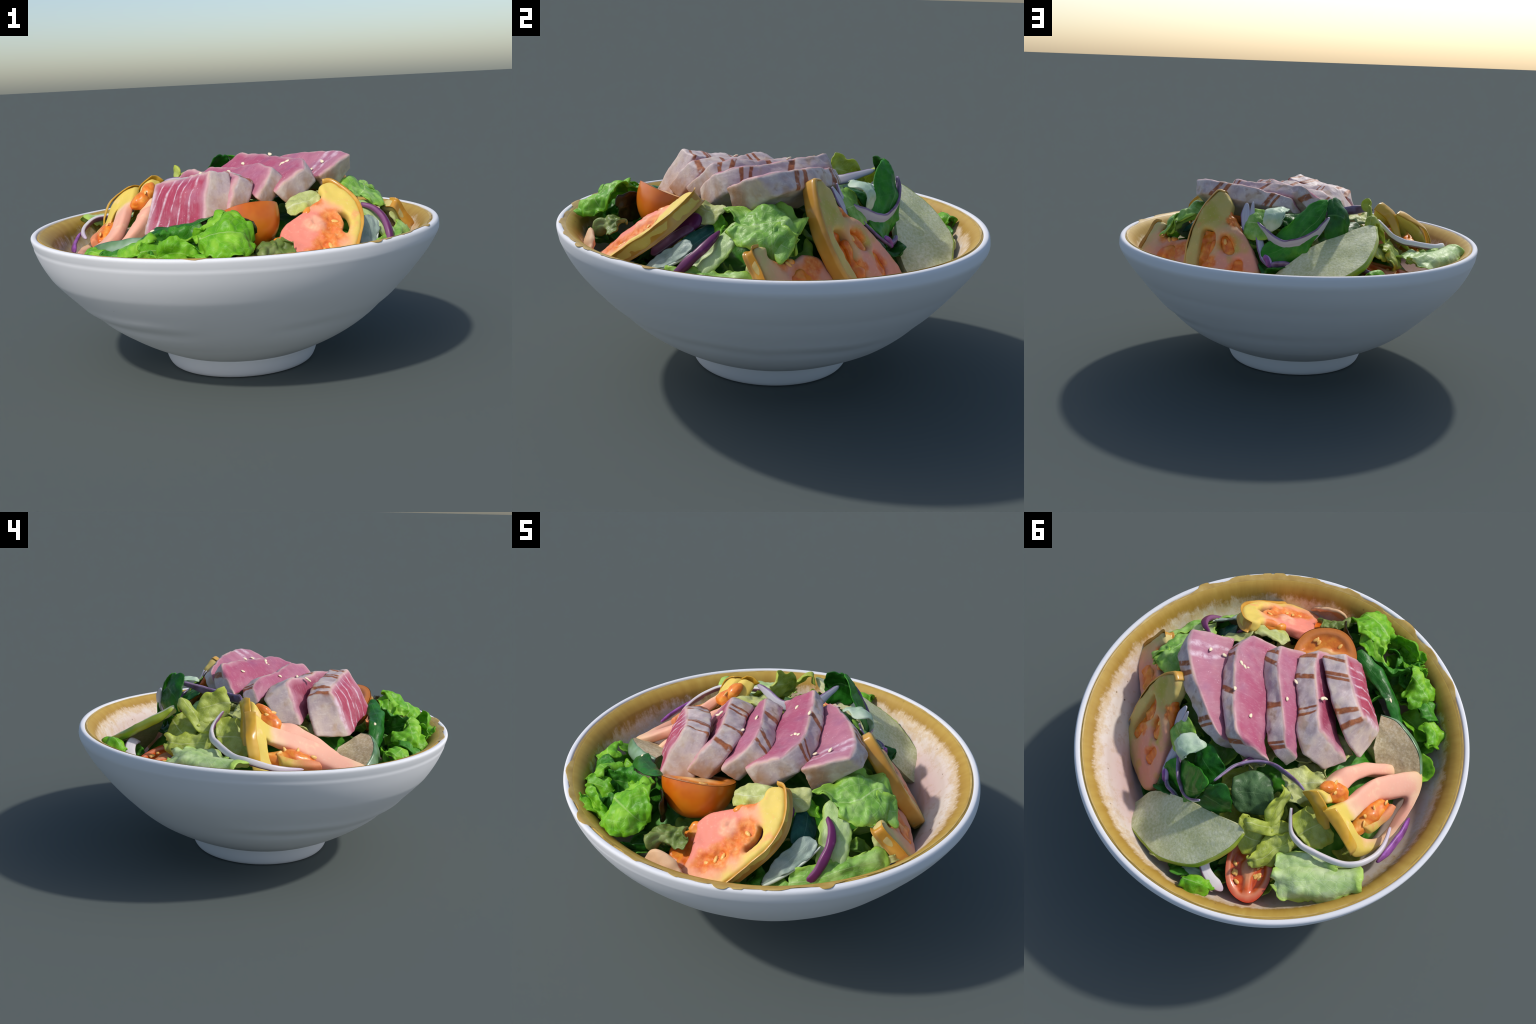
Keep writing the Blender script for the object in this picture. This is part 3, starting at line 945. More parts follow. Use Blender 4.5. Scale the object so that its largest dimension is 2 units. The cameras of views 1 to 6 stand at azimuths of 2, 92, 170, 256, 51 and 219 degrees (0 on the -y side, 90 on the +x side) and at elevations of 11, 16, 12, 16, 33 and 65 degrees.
# ------------------------------------------------------------------ sesame seeds
SESAME = [(.265, -.078, .989), (.243, -.077, .980), (.229, -.091, .967), (.170, -.050, .957), (.182, .060, 1.016), (.116, -.011, .951), (.045, .101, .971),
          (.436, -.040, .977), (.378, -.077, .942), (-.019, -.090, .953), (-.147, -.203, .960), (-.154, -.216, .950), (.017, -.198, .941), (-.346, -.527, .748),
          (.10, -.01, 1.0)]


def sesame(p, k):
    bm = bmesh.new()
    bmesh.ops.create_uvsphere(bm, u_segments=12, v_segments=8, radius=1)
    V = np.array([v.co[:] for v in bm.verts])
    F = [[v.index for v in f.verts] for f in bm.faces]
    bm.free()
    V[:, 1] *= (1 - .35 * V[:, 0])
    V = V * np.array([.0145, .0085, .0045])
    n = unit(np.array([-.38, -.40, .83]) + RNG.uniform(-.15, .15, 3))
    a = unit(np.cross(n, RNG.uniform(-1, 1, 3)))
    b = np.cross(n, a)
    W = np.array(p) + V[:, :1] * a + V[:, 1:2] * b + V[:, 2:] * n + n * .002
    tag(plain("sesame_seed", W, F, M["sesame"]), "small pale toasted sesame seed", "seed")


for k, p in enumerate(SESAME[:-1]):
    sesame(p, k)

# ------------------------------------------------------------------ tomatoes
T1 = ((.432, -.484, .795), (.99, .141, 0), (-.110, .774, .624), (.088, -.618, .781))
t1 = tomato(T1, [(.017, .189), (.050, .193), (.101, .135), (.136, .07), (.148, .001), (.136, -.08), (.105, -.164), (.063, -.263), (.04, -.32), (-.035, -.36), (-.143, -.37), (-.165, -.33), (-.168, -.254), (-.206, -.169),
            (-.236, -.110), (-.197, -.05), (-.127, .0), (-.082, .042), (-.03, .073), (-.003, .113), (-.014, .144), (-.004, .175)], .062,
       mat_tomato("salmon_tomato", (-.19, -.11), .15, .30, pink="ec8c78", mid="eea880", yellow="e2c662", warm="f09a6c", glow=((.01, -.04, .075), (.0, -.12, .085), (-.04, -.2, .085), (-.09, -.25, .07), (-.05, .07, .05), (-.2, -.3, .06), (-.075, -.07, .06, 1))),
       [(.010, .195), (.050, .195), (.101, .137), (.137, .07), (.149, .001), (.137, -.08), (.106, -.164), (.064, -.263), (.04, -.32)], M["skin_amber"],
       holes=[[(.040, .004), (.070, .002), (.089, -.03), (.087, -.09), (.064, -.128), (.044, -.105), (.060, -.065), (.056, -.025)]],
       pulps=[([(-.30, -.25), (-.285, -.165), (-.245, -.11), (-.19, -.13), (-.15, -.25), (-.16, -.33), (-.24, -.33)], -.020, .055),
              ([(-.10, .02), (-.05, .078), (.005, .105), (.01, .08), (-.03, .04), (-.08, .0)], -.004, .045)],
       seeds=[(-.045, -.215, -.014), (-.075, -.245, -.014), (.02, -.05, -.010), (-.02, -.19, -.012), (-.26, -.2, -.016)], seed=3,
       dents=((.015, -.05, .045, .012), (.0, -.13, .04, .010), (-.04, -.2, .045, .014), (-.085, -.25, .035, .012), (-.075, -.07, .05, -.010), (-.14, -.16, .03, .006)),
       label="wide tomato wedge with salmon flesh and amber skin")
# two slices of one wedge lean together on the far left: ribs of flesh round a hollow
m2 = mat_tomato("peach_tomato", (.03, -.10), .13, .27, pink="eeb096", mid="eec29c", yellow="dcc25c", warm="f2d0a8")
t2 = tag(empty("tomato_wedge", (-.60, .0, .62)), "peach-pink tomato wedge with golden skin round a hollow", "tomato")
f_out = [(-.535, .165, .872), (-.540, .095, .820), (-.552, .03, .798), (-.552, -.034, .778), (-.556, -.12, .740), (-.575, -.20, .700), (-.63, -.31, .655), (-.695, -.375, .628), (-.75, -.30, .60), (-.785, -.15, .60),
         (-.79, -.03, .60), (-.775, .08, .605), (-.735, .155, .63), (-.692, .178, .70), (-.655, .188, .79), (-.595, .180, .85)]
f_in = [(-.620, .118, .765), (-.628, .098, .748), (-.626, .055, .737), (-.628, -.014, .713), (-.634, -.077, .687), (-.650, -.13, .66), (-.69, -.19, .635), (-.725, -.22, .61), (-.750, -.18, .595), (-.757, -.11, .595),
        (-.762, -.045, .595), (-.742, .03, .60), (-.70, .08, .61), (-.668, .108, .665), (-.652, .118, .71), (-.636, .120, .745)]
bk = [(.035, .045, -.01), (.035, .025, -.04), (.03, .015, -.05), (.03, .015, -.055), (.03, .015, -.055), (.03, .015, -.055), (.02, .02, -.055), (.01, .02, -.05), (.03, .01, -.045), (.04, .0, -.04),
      (.04, .0, -.04), (.03, .02, -.03), (.01, .05, -.02), (.0, .055, -.01), (.0, .055, -.01), (.02, .05, -.01)]
ring("flesh", f_out, f_in, bk, m2, t2, 13)
pb = np.array([(-.535, .165, .872), (-.575, .172, .858), (-.625, .182, .82), (-.658, .188, .78), (-.685, .181, .72), (-.70, .172, .65)])
pa = np.array([(-.498, .215, .866), (-.541, .222, .845), (-.61, .232, .81), (-.664, .243, .775), (-.694, .239, .715), (-.70, .225, .65)])
out = np.array([-.008, .0, .010])
sheet("skin", net([pb + out * .6, (pa + pb) / 2 + out * 1.1, pa + out * .5], 40, 14), .007, M["skin_gold"], crinkle=.002, parent=t2)
blob("pulp", (-.650, .01, .655), [(-.005, -.13, -.02), (-.045, .0, -.035), (-.03, -.01, .04)], M["pulp"], t2, 3, .12)
bar("inner_rib", [(-.665, .09, .70), (-.68, .02, .685), (-.69, -.06, .675), (-.69, -.12, .66)], [(-.71, .075, .66), (-.725, .01, .65), (-.73, -.07, .645), (-.715, -.13, .64)],
    [(-.645, .09, .67), (-.66, .02, .655), (-.67, -.06, .645), (-.67, -.12, .63)], [(-.69, .075, .62), (-.70, .01, .61), (-.71, -.07, .61), (-.70, -.13, .60)],
    mat_tomato("inner_tomato_rib", (0, -.08), .05, .14, pink="dc8a5c", mid="d6a25c", yellow="ceb050", warm="d88a4c"), (.25, .06, .04), t2, .014, 7)
for c, sd in (((-.648, -.02, .700), 1), ((-.640, .04, .705), 2), ((-.665, -.10, .672), 3), ((-.655, .07, .70), 4)):
    seeds_on((c, (.3, -.9, 0), (.5, .1, .8), unit(np.array([-.6, -.2, .75]))), [(0, 0)], t2, .004, .013)

t2b = tag(empty("tomato_wedge", (-.48, .0, .62)), "tomato wedge lying behind another, golden skin", "tomato")
bar("flesh", [(-.432, .160, .918), (-.432, .10, .855), (-.418, .02, .802), (-.425, -.06, .786), (-.452, -.166, .730), (-.506, -.25, .672), (-.555, -.32, .605)],
    [(-.500, .170, .868), (-.505, .10, .785), (-.500, .04, .745), (-.500, -.04, .740), (-.515, -.14, .700), (-.56, -.22, .645), (-.60, -.28, .590)],
    [(-.385, .195, .895), (-.385, .13, .82), (-.375, .05, .76), (-.38, -.03, .74), (-.41, -.13, .69), (-.47, -.21, .63), (-.52, -.29, .56)],
    [(-.455, .205, .845), (-.46, .13, .75), (-.46, .07, .70), (-.46, -.01, .69), (-.475, -.11, .65), (-.52, -.19, .60), (-.56, -.25, .55)],
    m2, (.62, .085, .06), t2b, .018, 9, .004, .010)
sheet("skin", net([[(-.432, .168, .922), (-.50, .180, .872), (-.53, .19, .80), (-.55, .2, .70)], [(-.405, .190, .920), (-.48, .205, .862), (-.515, .215, .79), (-.54, .22, .70)], [(-.375, .205, .893), (-.445, .215, .84), (-.485, .225, .77), (-.52, .23, .68)]], 36, 14),
      .008, M["skin_gold"], crinkle=.003, parent=t2b)
blob("pulp", (-.478, .080, .812), [(-.035, -.05, -.03), (-.04, .02, -.015), (-.012, -.012, .035)], M["pulp"], t2b, 5, .16)
blob("pulp", (-.445, .095, .858), [(-.02, -.045, -.035), (-.03, .01, .0), (-.012, -.012, .022)], M["pulp"], t2b, 6, .16)
for c in ((-.485, .09, .843), (-.50, .06, .828), (-.455, .06, .852)):
    seeds_on((c, (.3, -.9, 0), (.5, .1, .8), unit(np.array([-.6, -.3, .7]))), [(0, 0)], t2b, .002, .014)

leaf("tomato_end", [[(.155, -.845, .60), (.205, -.825, .668), (.26, -.80, .672), (.31, -.775, .64)], [(.19, -.85, .595), (.25, -.835, .632), (.31, -.805, .635), (.36, -.78, .61)], [(.24, -.85, .565), (.30, -.84, .585), (.36, -.80, .585), (.40, -.77, .57)]],
     "peach_scrap", "low pale peach end of a tomato", t=.02, crinkle=.003, seed=16, category="tomato")
T3 = ((.408, .349, .797), (-.869, .495, 0), (-.257, -.451, .855), (.423, .743, .519))
m3 = mat_tomato("green_gold_tomato", (.12, -.16), .14, .30, pink="dc9880", mid="d6a878", yellow="c6b268", warm="dc9a6a", green="b0a83c", glow=((-.02, -.07, .065), (.06, -.2, .06), (-.02, .06, .045), (-.09, -.18, .05)))
tomato(T3, [(-.138, .222), (-.100, .215), (-.050, .165), (-.043, .128), (-.046, .105), (.013, .028), (.076, -.025), (.137, -.102), (.19, -.207), (.20, -.33), (.08, -.40), (-.12, -.38), (-.21, -.30), (-.228, -.2), (-.240, -.103), (-.236, -.001), (-.201, .12), (-.158, .199)], .072, m3,
       [(-.21, -.30), (-.231, -.2), (-.243, -.103), (-.239, -.001), (-.204, .12), (-.16, .203), (-.136, .226), (-.098, .219)][::-1], M["skin_amber"],
       holes=[[(-.175, -.005), (-.141, .006), (-.095, -.02), (-.087, -.093), (-.103, -.144), (-.09, -.22), (-.10, -.30), (-.15, -.29), (-.16, -.19), (-.172, -.08)],
              [(-.066, -.033), (-.032, -.022), (.03, -.101), (.009, -.131), (-.041, -.102)], [(.04, -.16), (.08, -.15), (.10, -.24), (.05, -.26)]],
       pulps=[([(-.185, .0), (-.141, .012), (-.085, -.015), (-.08, -.10), (-.095, -.15), (-.08, -.24), (-.10, -.31), (-.16, -.30), (-.175, -.18)], -.034, .03), ([(-.10, -.06), (-.07, -.09), (-.06, -.15), (-.08, -.26), (-.12, -.26), (-.12, -.15)], -.016, .035), ([(-.075, -.02), (-.02, -.015), (.035, -.10), (.01, -.14), (-.05, -.11)], -.016, .045),
              ([(.03, -.15), (.09, -.14), (.11, -.25), (.04, -.27)], -.016, .045), ([(-.06, .14), (-.045, .10), (.02, .03), (.07, -.02), (.05, -.04), (-.02, .02), (-.08, .09)], -.02, .045)],
       dents=((-.02, .06, .05, .012), (-.02, -.07, .02, .0)), seeds=[(-.035, -.06, -.020), (-.01, -.095, -.020), (.06, -.2, -.020), (-.09, -.2, -.018)], seed=23, label="upright tomato slice with seed pockets and amber skin")

T4 = ((.774, .031, .716), (-.787, .617, 0), (-.401, -.511, .76), (.469, .598, .649))
tomato(T4, [(-.066, .071), (-.03, .078), (.007, .068), (-.006, .029), (.041, -.008), (.111, -.012), (.19, -.0), (.26, -.05), (.25, -.18), (.1, -.2), (-.06, -.16), (-.085, -.09), (-.072, -.005)], .06,
       mat_tomato("pale_tomato", (.16, -.12), .13, .26, pink="dc9f88", mid="dcae84", yellow="c9b878", warm="d8a080", glow=((.04, .0, .06), (.12, -.1, .09), (.2, -.05, .06))),
       [(-.06, -.16), (-.089, -.09), (-.076, -.005), (-.069, .074), (-.03, .08)], M["skin_amber"],
       pulps=[([(-.01, .04), (.04, .0), (.11, -.008), (.12, -.04), (.03, -.04), (-.02, .0)], -.008, .045), ([(.05, -.07), (.15, -.05), (.21, -.09), (.16, -.16), (.04, -.15)], .004, .05)], seeds=[(.02, -.01, -.004), (.07, -.02, -.004)], seed=29, label="low tomato slice, pale peach with amber skin")


def cherry(c, n, major, ra, rb, depth, skin, label, nseeds=0, face="cherry_face"):
    """half a cherry tomato: cut face of half-axes ra, rb in the plane with normal n; rounded body below."""
    c, n = np.array(c, float), unit(np.array(n, float))
    a = unit(np.array(major, float) - np.dot(major, n) * n)
    b = np.cross(n, a)
    nt, nr = 56, 22
    V, F = [], []
    for i in range(nr + 1):
        ph = (i / nr) * math.pi / 2
        for j in range(nt):
            t = j * math.tau / nt
            k = math.cos(ph) ** .8 if i < nr else 0
            lump = 1 + .02 * math.sin(2 * t + 1) + .015 * math.sin(5 * t)
            V.append(c + a * ra * k * lump * math.cos(t) + b * rb * k * lump * math.sin(t) - n * depth * math.sin(ph) + n * .006 * math.sin(2 * t) * (1 - ph))
    F = [(i * nt + j, i * nt + (j + 1) % nt, (i + 1) * nt + (j + 1) % nt, (i + 1) * nt + j) for i in range(nr) for j in range(nt)]
    top = plain("cherry_tomato_half", V, F, skin)
    tag(top, label, "tomato")
    rest, real = [], []
    m = 18
    for i in range(m + 1):
        k = 1 - i / m
        for j in range(nt):
            t = j * math.tau / nt
            lump = 1 + .02 * math.sin(2 * t + 1) + .015 * math.sin(5 * t)
            x, y = k * math.cos(t) * lump, k * math.sin(t) * lump
            pocket = np.clip((abs(y) - .08) / .12, 0, 1) * np.clip((k - .2) / .12, 0, 1) * np.clip((.82 - k) / .12, 0, 1)
            h = -.012 * pocket + .004 * (1 - k) + .006 * math.sin(2 * t) * k
            rest.append((x / 2 + .5, y / 2 + .5, .5))
            real.append(c + a * ra * .985 * x + b * rb * .985 * y + n * (h + .001))
    F = [(i * nt + j, (i + 1) * nt + j, (i + 1) * nt + (j + 1) % nt, i * nt + (j + 1) % nt) for i in range(m) for j in range(nt)]
    make("flesh", rest, real, F, M[face], top)
    fr = (c, a, b, n)
    sp = []
    for k in range(nseeds):
        t = RNG.uniform(0, 6.28)
        r = RNG.uniform(.4, .62)
        if abs(math.sin(t)) * r > .2:
            sp.append((ra * r * math.cos(t), rb * r * math.sin(t)))
    seeds_on(fr, sp, top, -.006, .011)
    return top


cherry((.055, -.480, .805), (-.28, .34, .90), (.78, .62, 0), .165, .150, .175, M["skin_orange"], "orange cherry tomato half lying cut side back", 8, "cherry_gold")
blob("stem_scar", (.052, -.621, .829), [(.016, .006, .004), (-.005, .008, -.006), (.0, .004, .012)], M["scar"], bpy.data.objects["cherry_tomato_half"], 4)
cherry((-.375, .590, .632), (-.12, .12, .98), (-.58, .80, 0), .165, .115, .12, M["skin_red"], "red cherry tomato half with cut side up", 14)


# ------------------------------------------------------------------ apple slices
def apple_slice(edge_a, edge_b, thick, back, flesh, skin, label, seed):
    G = net([edge_a, edge_b], 40, 24)
    u = np.linspace(0, 1, 40)
    N = unit(np.cross(np.gradient(G, axis=0), np.gradient(G, axis=1)))
    if (N.mean((0, 1)) * np.array(back)).sum() > 0:
        N = -N
    nu, nv, _ = G.shape
    Cn = G + N * (.003 * fbm(G, 22, seed, 2))[..., None]
    fade = np.sin(np.pi * np.clip(np.linspace(0, 1, nv), 0, 1)) ** .5
    tip = np.sqrt(np.clip(np.minimum(1, (1.0 - u) / .10), .06, 1))[:, None, None]
    B = Cn - N * thick * tip
    A_ = Cn
    U, Vv = np.meshgrid(np.linspace(0, 1, nu), np.linspace(0, 1, nv), indexing="ij")
    real = np.vstack([A_.reshape(-1, 3), B.reshape(-1, 3)])
    F = shell_faces(nu, nv, 0, nu * nv)
    o = plain("apple_slice", real, F, flesh, smooth=False)
    bv = o.modifiers.new("soft_edges", "BEVEL")
    bv.width, bv.segments, bv.limit_method, bv.angle_limit = .006, 3, "ANGLE", math.radians(50)
    o.data.shade_smooth()
    o.data.set_sharp_from_angle(angle=math.radians(60))
    tag(o, label, "apple")
    # peel round the curved edge (and, thinly, the back of it)
    path = Cn[:, -1]
    inw = unit(Cn[:, -1] - Cn[:, -4])
    S = np.stack([path + inw * .002 - N[:, -1] * (thick * s) * tip[:, 0] + inw * .010 * math.sin(math.pi * s) for s in np.linspace(-.01, 1.02, 9)], 1)
    sheet("peel", S, .005, skin, crinkle=.001, parent=o)
    return o


apple_slice([(.335, .665, .470), (.29, .60, .55), (.216, .570, .618), (.105, .559, .703), (.022, .556, .764), (-.112, .541, .812), (-.234, .524, .857), (-.290, .525, .864)],
            [(.345, .725, .445), (.304, .757, .475), (.239, .791, .547), (.109, .82, .602), (-.015, .832, .643), (-.166, .782, .709), (-.235, .715, .765), (-.285, .62, .82), (-.297, .535, .863)],
            .042, (-.33, -.45, -.83), M["apple"], M["apple_skin"], "half-moon slice of green apple with thin peel", 61)
apple_slice([(-.43, -.30, .655), (-.50, -.25, .60), (-.60, -.22, .56), (-.70, -.24, .55)],
            [(-.352, -.449, .705), (-.43, -.468, .712), (-.503, -.457, .704), (-.58, -.435, .69), (-.64, -.405, .665), (-.70, -.345, .615), (-.735, -.29, .575)],
            .075, (.03, -.57, -.82), M["apple_tan"], M["apple_skin_dull"], "tan apple slice with greenish peel", 67)
# ------------------------------------------------------------------ the bed of leaves under everything
def lining_z(r):
    return np.interp(r, [0, .5, .62, .70, .762, .806, .845, .87, .90, 1.0], [.33, .355, .39, .43, .475, .515, .552, .585, .65, .70])


def bed_height(x, y):
    r = math.hypot(x, y)
    h = .735 - .10 * (r / .45) ** 2 if r < .45 else .635 - .45 * (r - .45)
    h -= .12 * max(0, (r - .5) / .2) ** 2
    h += .03 * fbm(np.array([[x, y, 0.]]), 7, 77, 3)[0] * (1 if r < .7 else .5)
    low = np.clip(1.25 - math.hypot(x - .60, y - .48) / .30, 0, 1)      # the bare hollow by the apple
    return max(h - .30 * low, lining_z(r) - .02)


def bed():
    n, m = 150, 46
    V = []
    for i in range(m):
        k = i / (m - 1)
        for j in range(n):
            t = j * math.tau / n
            r = .70 * k
            V.append((r * math.cos(t), r * math.sin(t), bed_height(r * math.cos(t), r * math.sin(t))))
    F = [(i * n + j, i * n + (j + 1) % n, (i + 1) * n + (j + 1) % n, (i + 1) * n + j) for i in range(m - 1) for j in range(n)]
    V = np.array(V)
    base = V.copy()
    base[:, 2] -= .03
    F2 = [tuple(x + len(V) for x in f[::-1]) for f in F]
    e = (m - 1) * n
    F3 = [(e + j, e + (j + 1) % n, len(V) + e + (j + 1) % n, len(V) + e + j) for j in range(n)]
    o = plain("lettuce_bed", np.vstack([V, base]), F + F2 + F3, M["green"], origin=(0, 0, .4))
    return tag(o, "packed heap of dark green lettuce under the salad", "lettuce")


bed()

# ------------------------------------------------------------------ leaves
BR, GR, PA = "bright green frilly lettuce leaf", "deep green curled lettuce leaf", "pale green crumpled lettuce leaf"
# --- bright cluster at the front left
leaf("lettuce_leaf", [[(-.155, -.70, .735), (-.075, -.70, .79), (-.005, -.693, .85), (.055, -.712, .825), (.105, -.734, .787)],
                      [(-.14, -.765, .745), (-.065, -.78, .79), (0, -.785, .815), (.06, -.79, .795), (.112, -.785, .755)],
                      [(-.125, -.83, .715), (-.055, -.87, .735), (.015, -.89, .745), (.075, -.87, .735), (.12, -.82, .72)],
                      [(-.115, -.865, .68), (-.045, -.915, .69), (.022, -.948, .700), (.08, -.915, .70), (.12, -.85, .68)]],
     "bright", BR, nu=48, nv=40, ruffle=.020, crinkle=.010, fray=.016, freq=20, seed=1)
leaf("lettuce_leaf", [[(.0, -.685, .845), (-.06, -.655, .80), (-.14, -.63, .73)], [(-.02, -.72, .85), (-.09, -.70, .80), (-.188, -.661, .706)], [(-.03, -.75, .815), (-.11, -.745, .79), (-.205, -.70, .70)]],
     "bright", BR, nu=48, nv=40, ruffle=.020, crinkle=.010, fray=.016, freq=20, seed=2)
leaf("lettuce_leaf", [[(-.312, -.735, .785), (-.275, -.67, .78), (-.20, -.645, .775), (-.12, -.66, .79)], [(-.31, -.745, .73), (-.26, -.685, .71), (-.19, -.66, .70), (-.12, -.675, .72)], [(-.30, -.76, .66), (-.24, -.71, .64), (-.17, -.69, .64), (-.12, -.70, .65)]],
     "green", GR, nu=44, nv=36, ruffle=.020, crinkle=.009, fray=.016, freq=20, seed=3)
leaf("lettuce_leaf", [[(-.358, -.808, .752), (-.32, -.775, .755), (-.25, -.745, .755)], [(-.375, -.82, .71), (-.32, -.79, .71), (-.24, -.76, .70)], [(-.37, -.83, .64), (-.30, -.81, .63), (-.23, -.78, .62)]],
     "bright", BR, nu=48, nv=40, ruffle=.020, crinkle=.010, fray=.016, freq=20, seed=4)
leaf("lettuce_leaf", [[(-.285, -.85, .73), (-.235, -.865, .775), (-.18, -.858, .765), (-.12, -.845, .73)], [(-.285, -.86, .69), (-.23, -.88, .715), (-.17, -.88, .71), (-.11, -.865, .69)], [(-.27, -.85, .64), (-.22, -.875, .64), (-.16, -.88, .64), (-.10, -.86, .64)]],
     "bright", BR, nu=48, nv=40, ruffle=.020, crinkle=.010, fray=.016, freq=20, seed=5)
leaf("lettuce_leaf", [[(-.33, -.895, .690), (-.30, -.906, .700), (-.24, -.905, .695), (-.18, -.91, .69)], [(-.32, -.86, .66), (-.28, -.87, .67), (-.23, -.87, .665), (-.17, -.88, .66)], [(-.31, -.82, .60), (-.27, -.83, .60), (-.22, -.83, .60), (-.17, -.84, .60)]],
     "bright", BR, nu=48, nv=40, ruffle=.020, crinkle=.010, fray=.016, freq=20, seed=6)
leaf("lettuce_leaf", [[(-.33, -.63, .70), (-.39, -.60, .705), (-.44, -.57, .68)], [(-.35, -.70, .735), (-.42, -.67, .72), (-.475, -.64, .675)], [(-.31, -.735, .765), (-.42, -.735, .71), (-.485, -.71, .65)], [(-.34, -.79, .70), (-.43, -.78, .66), (-.49, -.75, .61)]],
     "bright", BR, nu=48, nv=40, ruffle=.020, crinkle=.010, fray=.016, freq=20, seed=7)
leaf("lettuce_leaf", [[(-.43, -.62, .68), (-.48, -.60, .69), (-.54, -.575, .67)], [(-.46, -.67, .66), (-.51, -.66, .665), (-.57, -.63, .65)], [(-.48, -.73, .61), (-.54, -.70, .61), (-.60, -.66, .60)]], "green", GR, nu=44, nv=36, ruffle=.020, crinkle=.009, fray=.016, freq=20, seed=8)
leaf("lettuce_leaf", [[(-.52, -.545, .67), (-.575, -.52, .68), (-.63, -.455, .665)], [(-.55, -.60, .665), (-.61, -.565, .67), (-.665, -.50, .655)], [(-.57, -.65, .61), (-.64, -.60, .61), (-.69, -.53, .61)]], "bright", BR, nu=48, nv=40, ruffle=.020, crinkle=.010, fray=.016, freq=20, seed=9)
leaf("lettuce_leaf", [[(-.22, -.78, .70), (-.18, -.79, .735), (-.13, -.785, .70)], [(-.215, -.81, .67), (-.175, -.82, .69), (-.13, -.82, .67)], [(-.21, -.83, .62), (-.17, -.84, .62), (-.13, -.84, .62)]], "green", GR, ruffle=.004, fray=.004, seed=10)
leaf("lettuce_leaf", [[(-.06, -.915, .69), (-.10, -.90, .69), (-.16, -.90, .69)], [(-.05, -.88, .67), (-.1, -.87, .68), (-.16, -.87, .68)], [(-.05, -.83, .62), (-.1, -.83, .62), (-.16, -.83, .62)]], "bright", BR, nu=48, nv=40, ruffle=.020, crinkle=.010, fray=.016, freq=20, seed=11)
leaf("lettuce_leaf", [[(.115, -.745, .785), (.07, -.70, .81), (.0, -.645, .82)], [(.11, -.73, .74), (.06, -.68, .75), (.0, -.635, .75)], [(.10, -.70, .68), (.05, -.66, .68), (0, -.62, .68)]], "brown", "dark red-brown lettuce leaf", ruffle=.008, fray=.008, seed=12)
leaf("lettuce_leaf", [[(.10, -.77, .70), (.15, -.70, .725), (.215, -.63, .735)], [(.12, -.81, .69), (.19, -.74, .71), (.25, -.665, .71)], [(.14, -.83, .64), (.21, -.77, .65), (.28, -.69, .65)]], "olive", "olive folded lettuce leaf", nu=48, nv=40, ruffle=.03, crinkle=.016, fray=.02, corner=2.6, seed=13)
leaf("lettuce_leaf", [[(.02, -.90, .62), (.10, -.86, .64), (.16, -.80, .64)], [(.05, -.85, .58), (.12, -.80, .60), (.18, -.74, .60)]], "spinach", GR, ruffle=.012, seed=14)
# --- spinach next to the bright slice
leaf("spinach_leaf", [[(-.055, -.64, .82), (-.17, -.638, .79), (-.276, -.612, .747), (-.37, -.575, .70), (-.47, -.51, .625)],
                      [(-.06, -.60, .81), (-.19, -.58, .785), (-.30, -.56, .765), (-.40, -.52, .715), (-.50, -.46, .62)],
                      [(-.07, -.55, .77), (-.2, -.53, .76), (-.32, -.505, .755), (-.41, -.47, .70), (-.47, -.44, .64)]],
     "spinach", "dark green spinach leaf", ruffle=.006, fray=.006, seed=20, category="spinach")
# --- pale lettuce on the right front
leaf("lettuce_leaf", [[(.45, -.24, .82), (.50, -.12, .86), (.50, .02, .875), (.52, .17, .83)], [(.545, -.155, .83), (.575, -.06, .845), (.60, .04, .865), (.585, .15, .825)],
                      [(.575, -.14, .83), (.635, -.05, .825), (.654, .048, .860), (.697, .115, .808)], [(.625, -.15, .79), (.70, -.06, .79), (.725, .02, .775), (.715, .105, .745)], [(.66, -.15, .745), (.735, -.07, .745), (.75, .0, .72), (.74, .07, .70)]],
     "pale", PA, nu=60, nv=60, ruffle=.026, crinkle=.012, fray=.012, freq=12, seed=30)
leaf("lettuce_leaf", [[(.645, .03, .865), (.672, .075, .84), (.702, .12, .803)], [(.70, .015, .79), (.725, .06, .77), (.735, .10, .755)], [(.745, .03, .725), (.775, .055, .712), (.77, .075, .72)]], "pale", PA, ruffle=.008, fray=.006, seed=31)
leaf("lettuce_leaf", [[(.53, -.16, .79), (.59, -.22, .745), (.645, -.28, .69), (.69, -.33, .62)], [(.56, -.12, .812), (.625, -.165, .768), (.685, -.225, .715), (.735, -.29, .64)], [(.63, -.10, .77), (.705, -.145, .725), (.76, -.205, .67), (.79, -.265, .60)]],
     "ice", PA, ruffle=.014, crinkle=.008, fray=.008, seed=32)
leaf("lettuce_leaf", [[(.62, -.42, .62), (.68, -.34, .64), (.74, -.23, .66), (.77, -.13, .66), (.79, -.04, .66)], [(.66, -.46, .59), (.73, -.36, .61), (.79, -.25, .65), (.815, -.14, .64), (.83, -.05, .63)], [(.67, -.48, .54), (.76, -.37, .55), (.82, -.25, .58), (.845, -.14, .58), (.85, -.05, .58)]],
     "pale", PA, nu=44, ruffle=.016, crinkle=.010, fray=.010, seed=33)
leaf("lettuce_leaf", [[(.76, -.085, .71), (.785, -.04, .725), (.80, .0, .70)], [(.78, -.075, .66), (.805, -.03, .67), (.815, .01, .65)], [(.80, -.08, .60), (.83, -.03, .60), (.84, .02, .60)]], "cream", "creamy white lettuce rib", ruffle=.012, crinkle=.006, fray=.008, seed=34)
leaf("lettuce_leaf", [[(.80, -.10, .63), (.83, -.04, .645), (.845, .03, .64)], [(.82, -.10, .60), (.85, -.03, .61), (.86, .05, .60)]], "cream", "creamy lettuce scrap by the rim", ruffle=.014, crinkle=.008, fray=.008, seed=35)
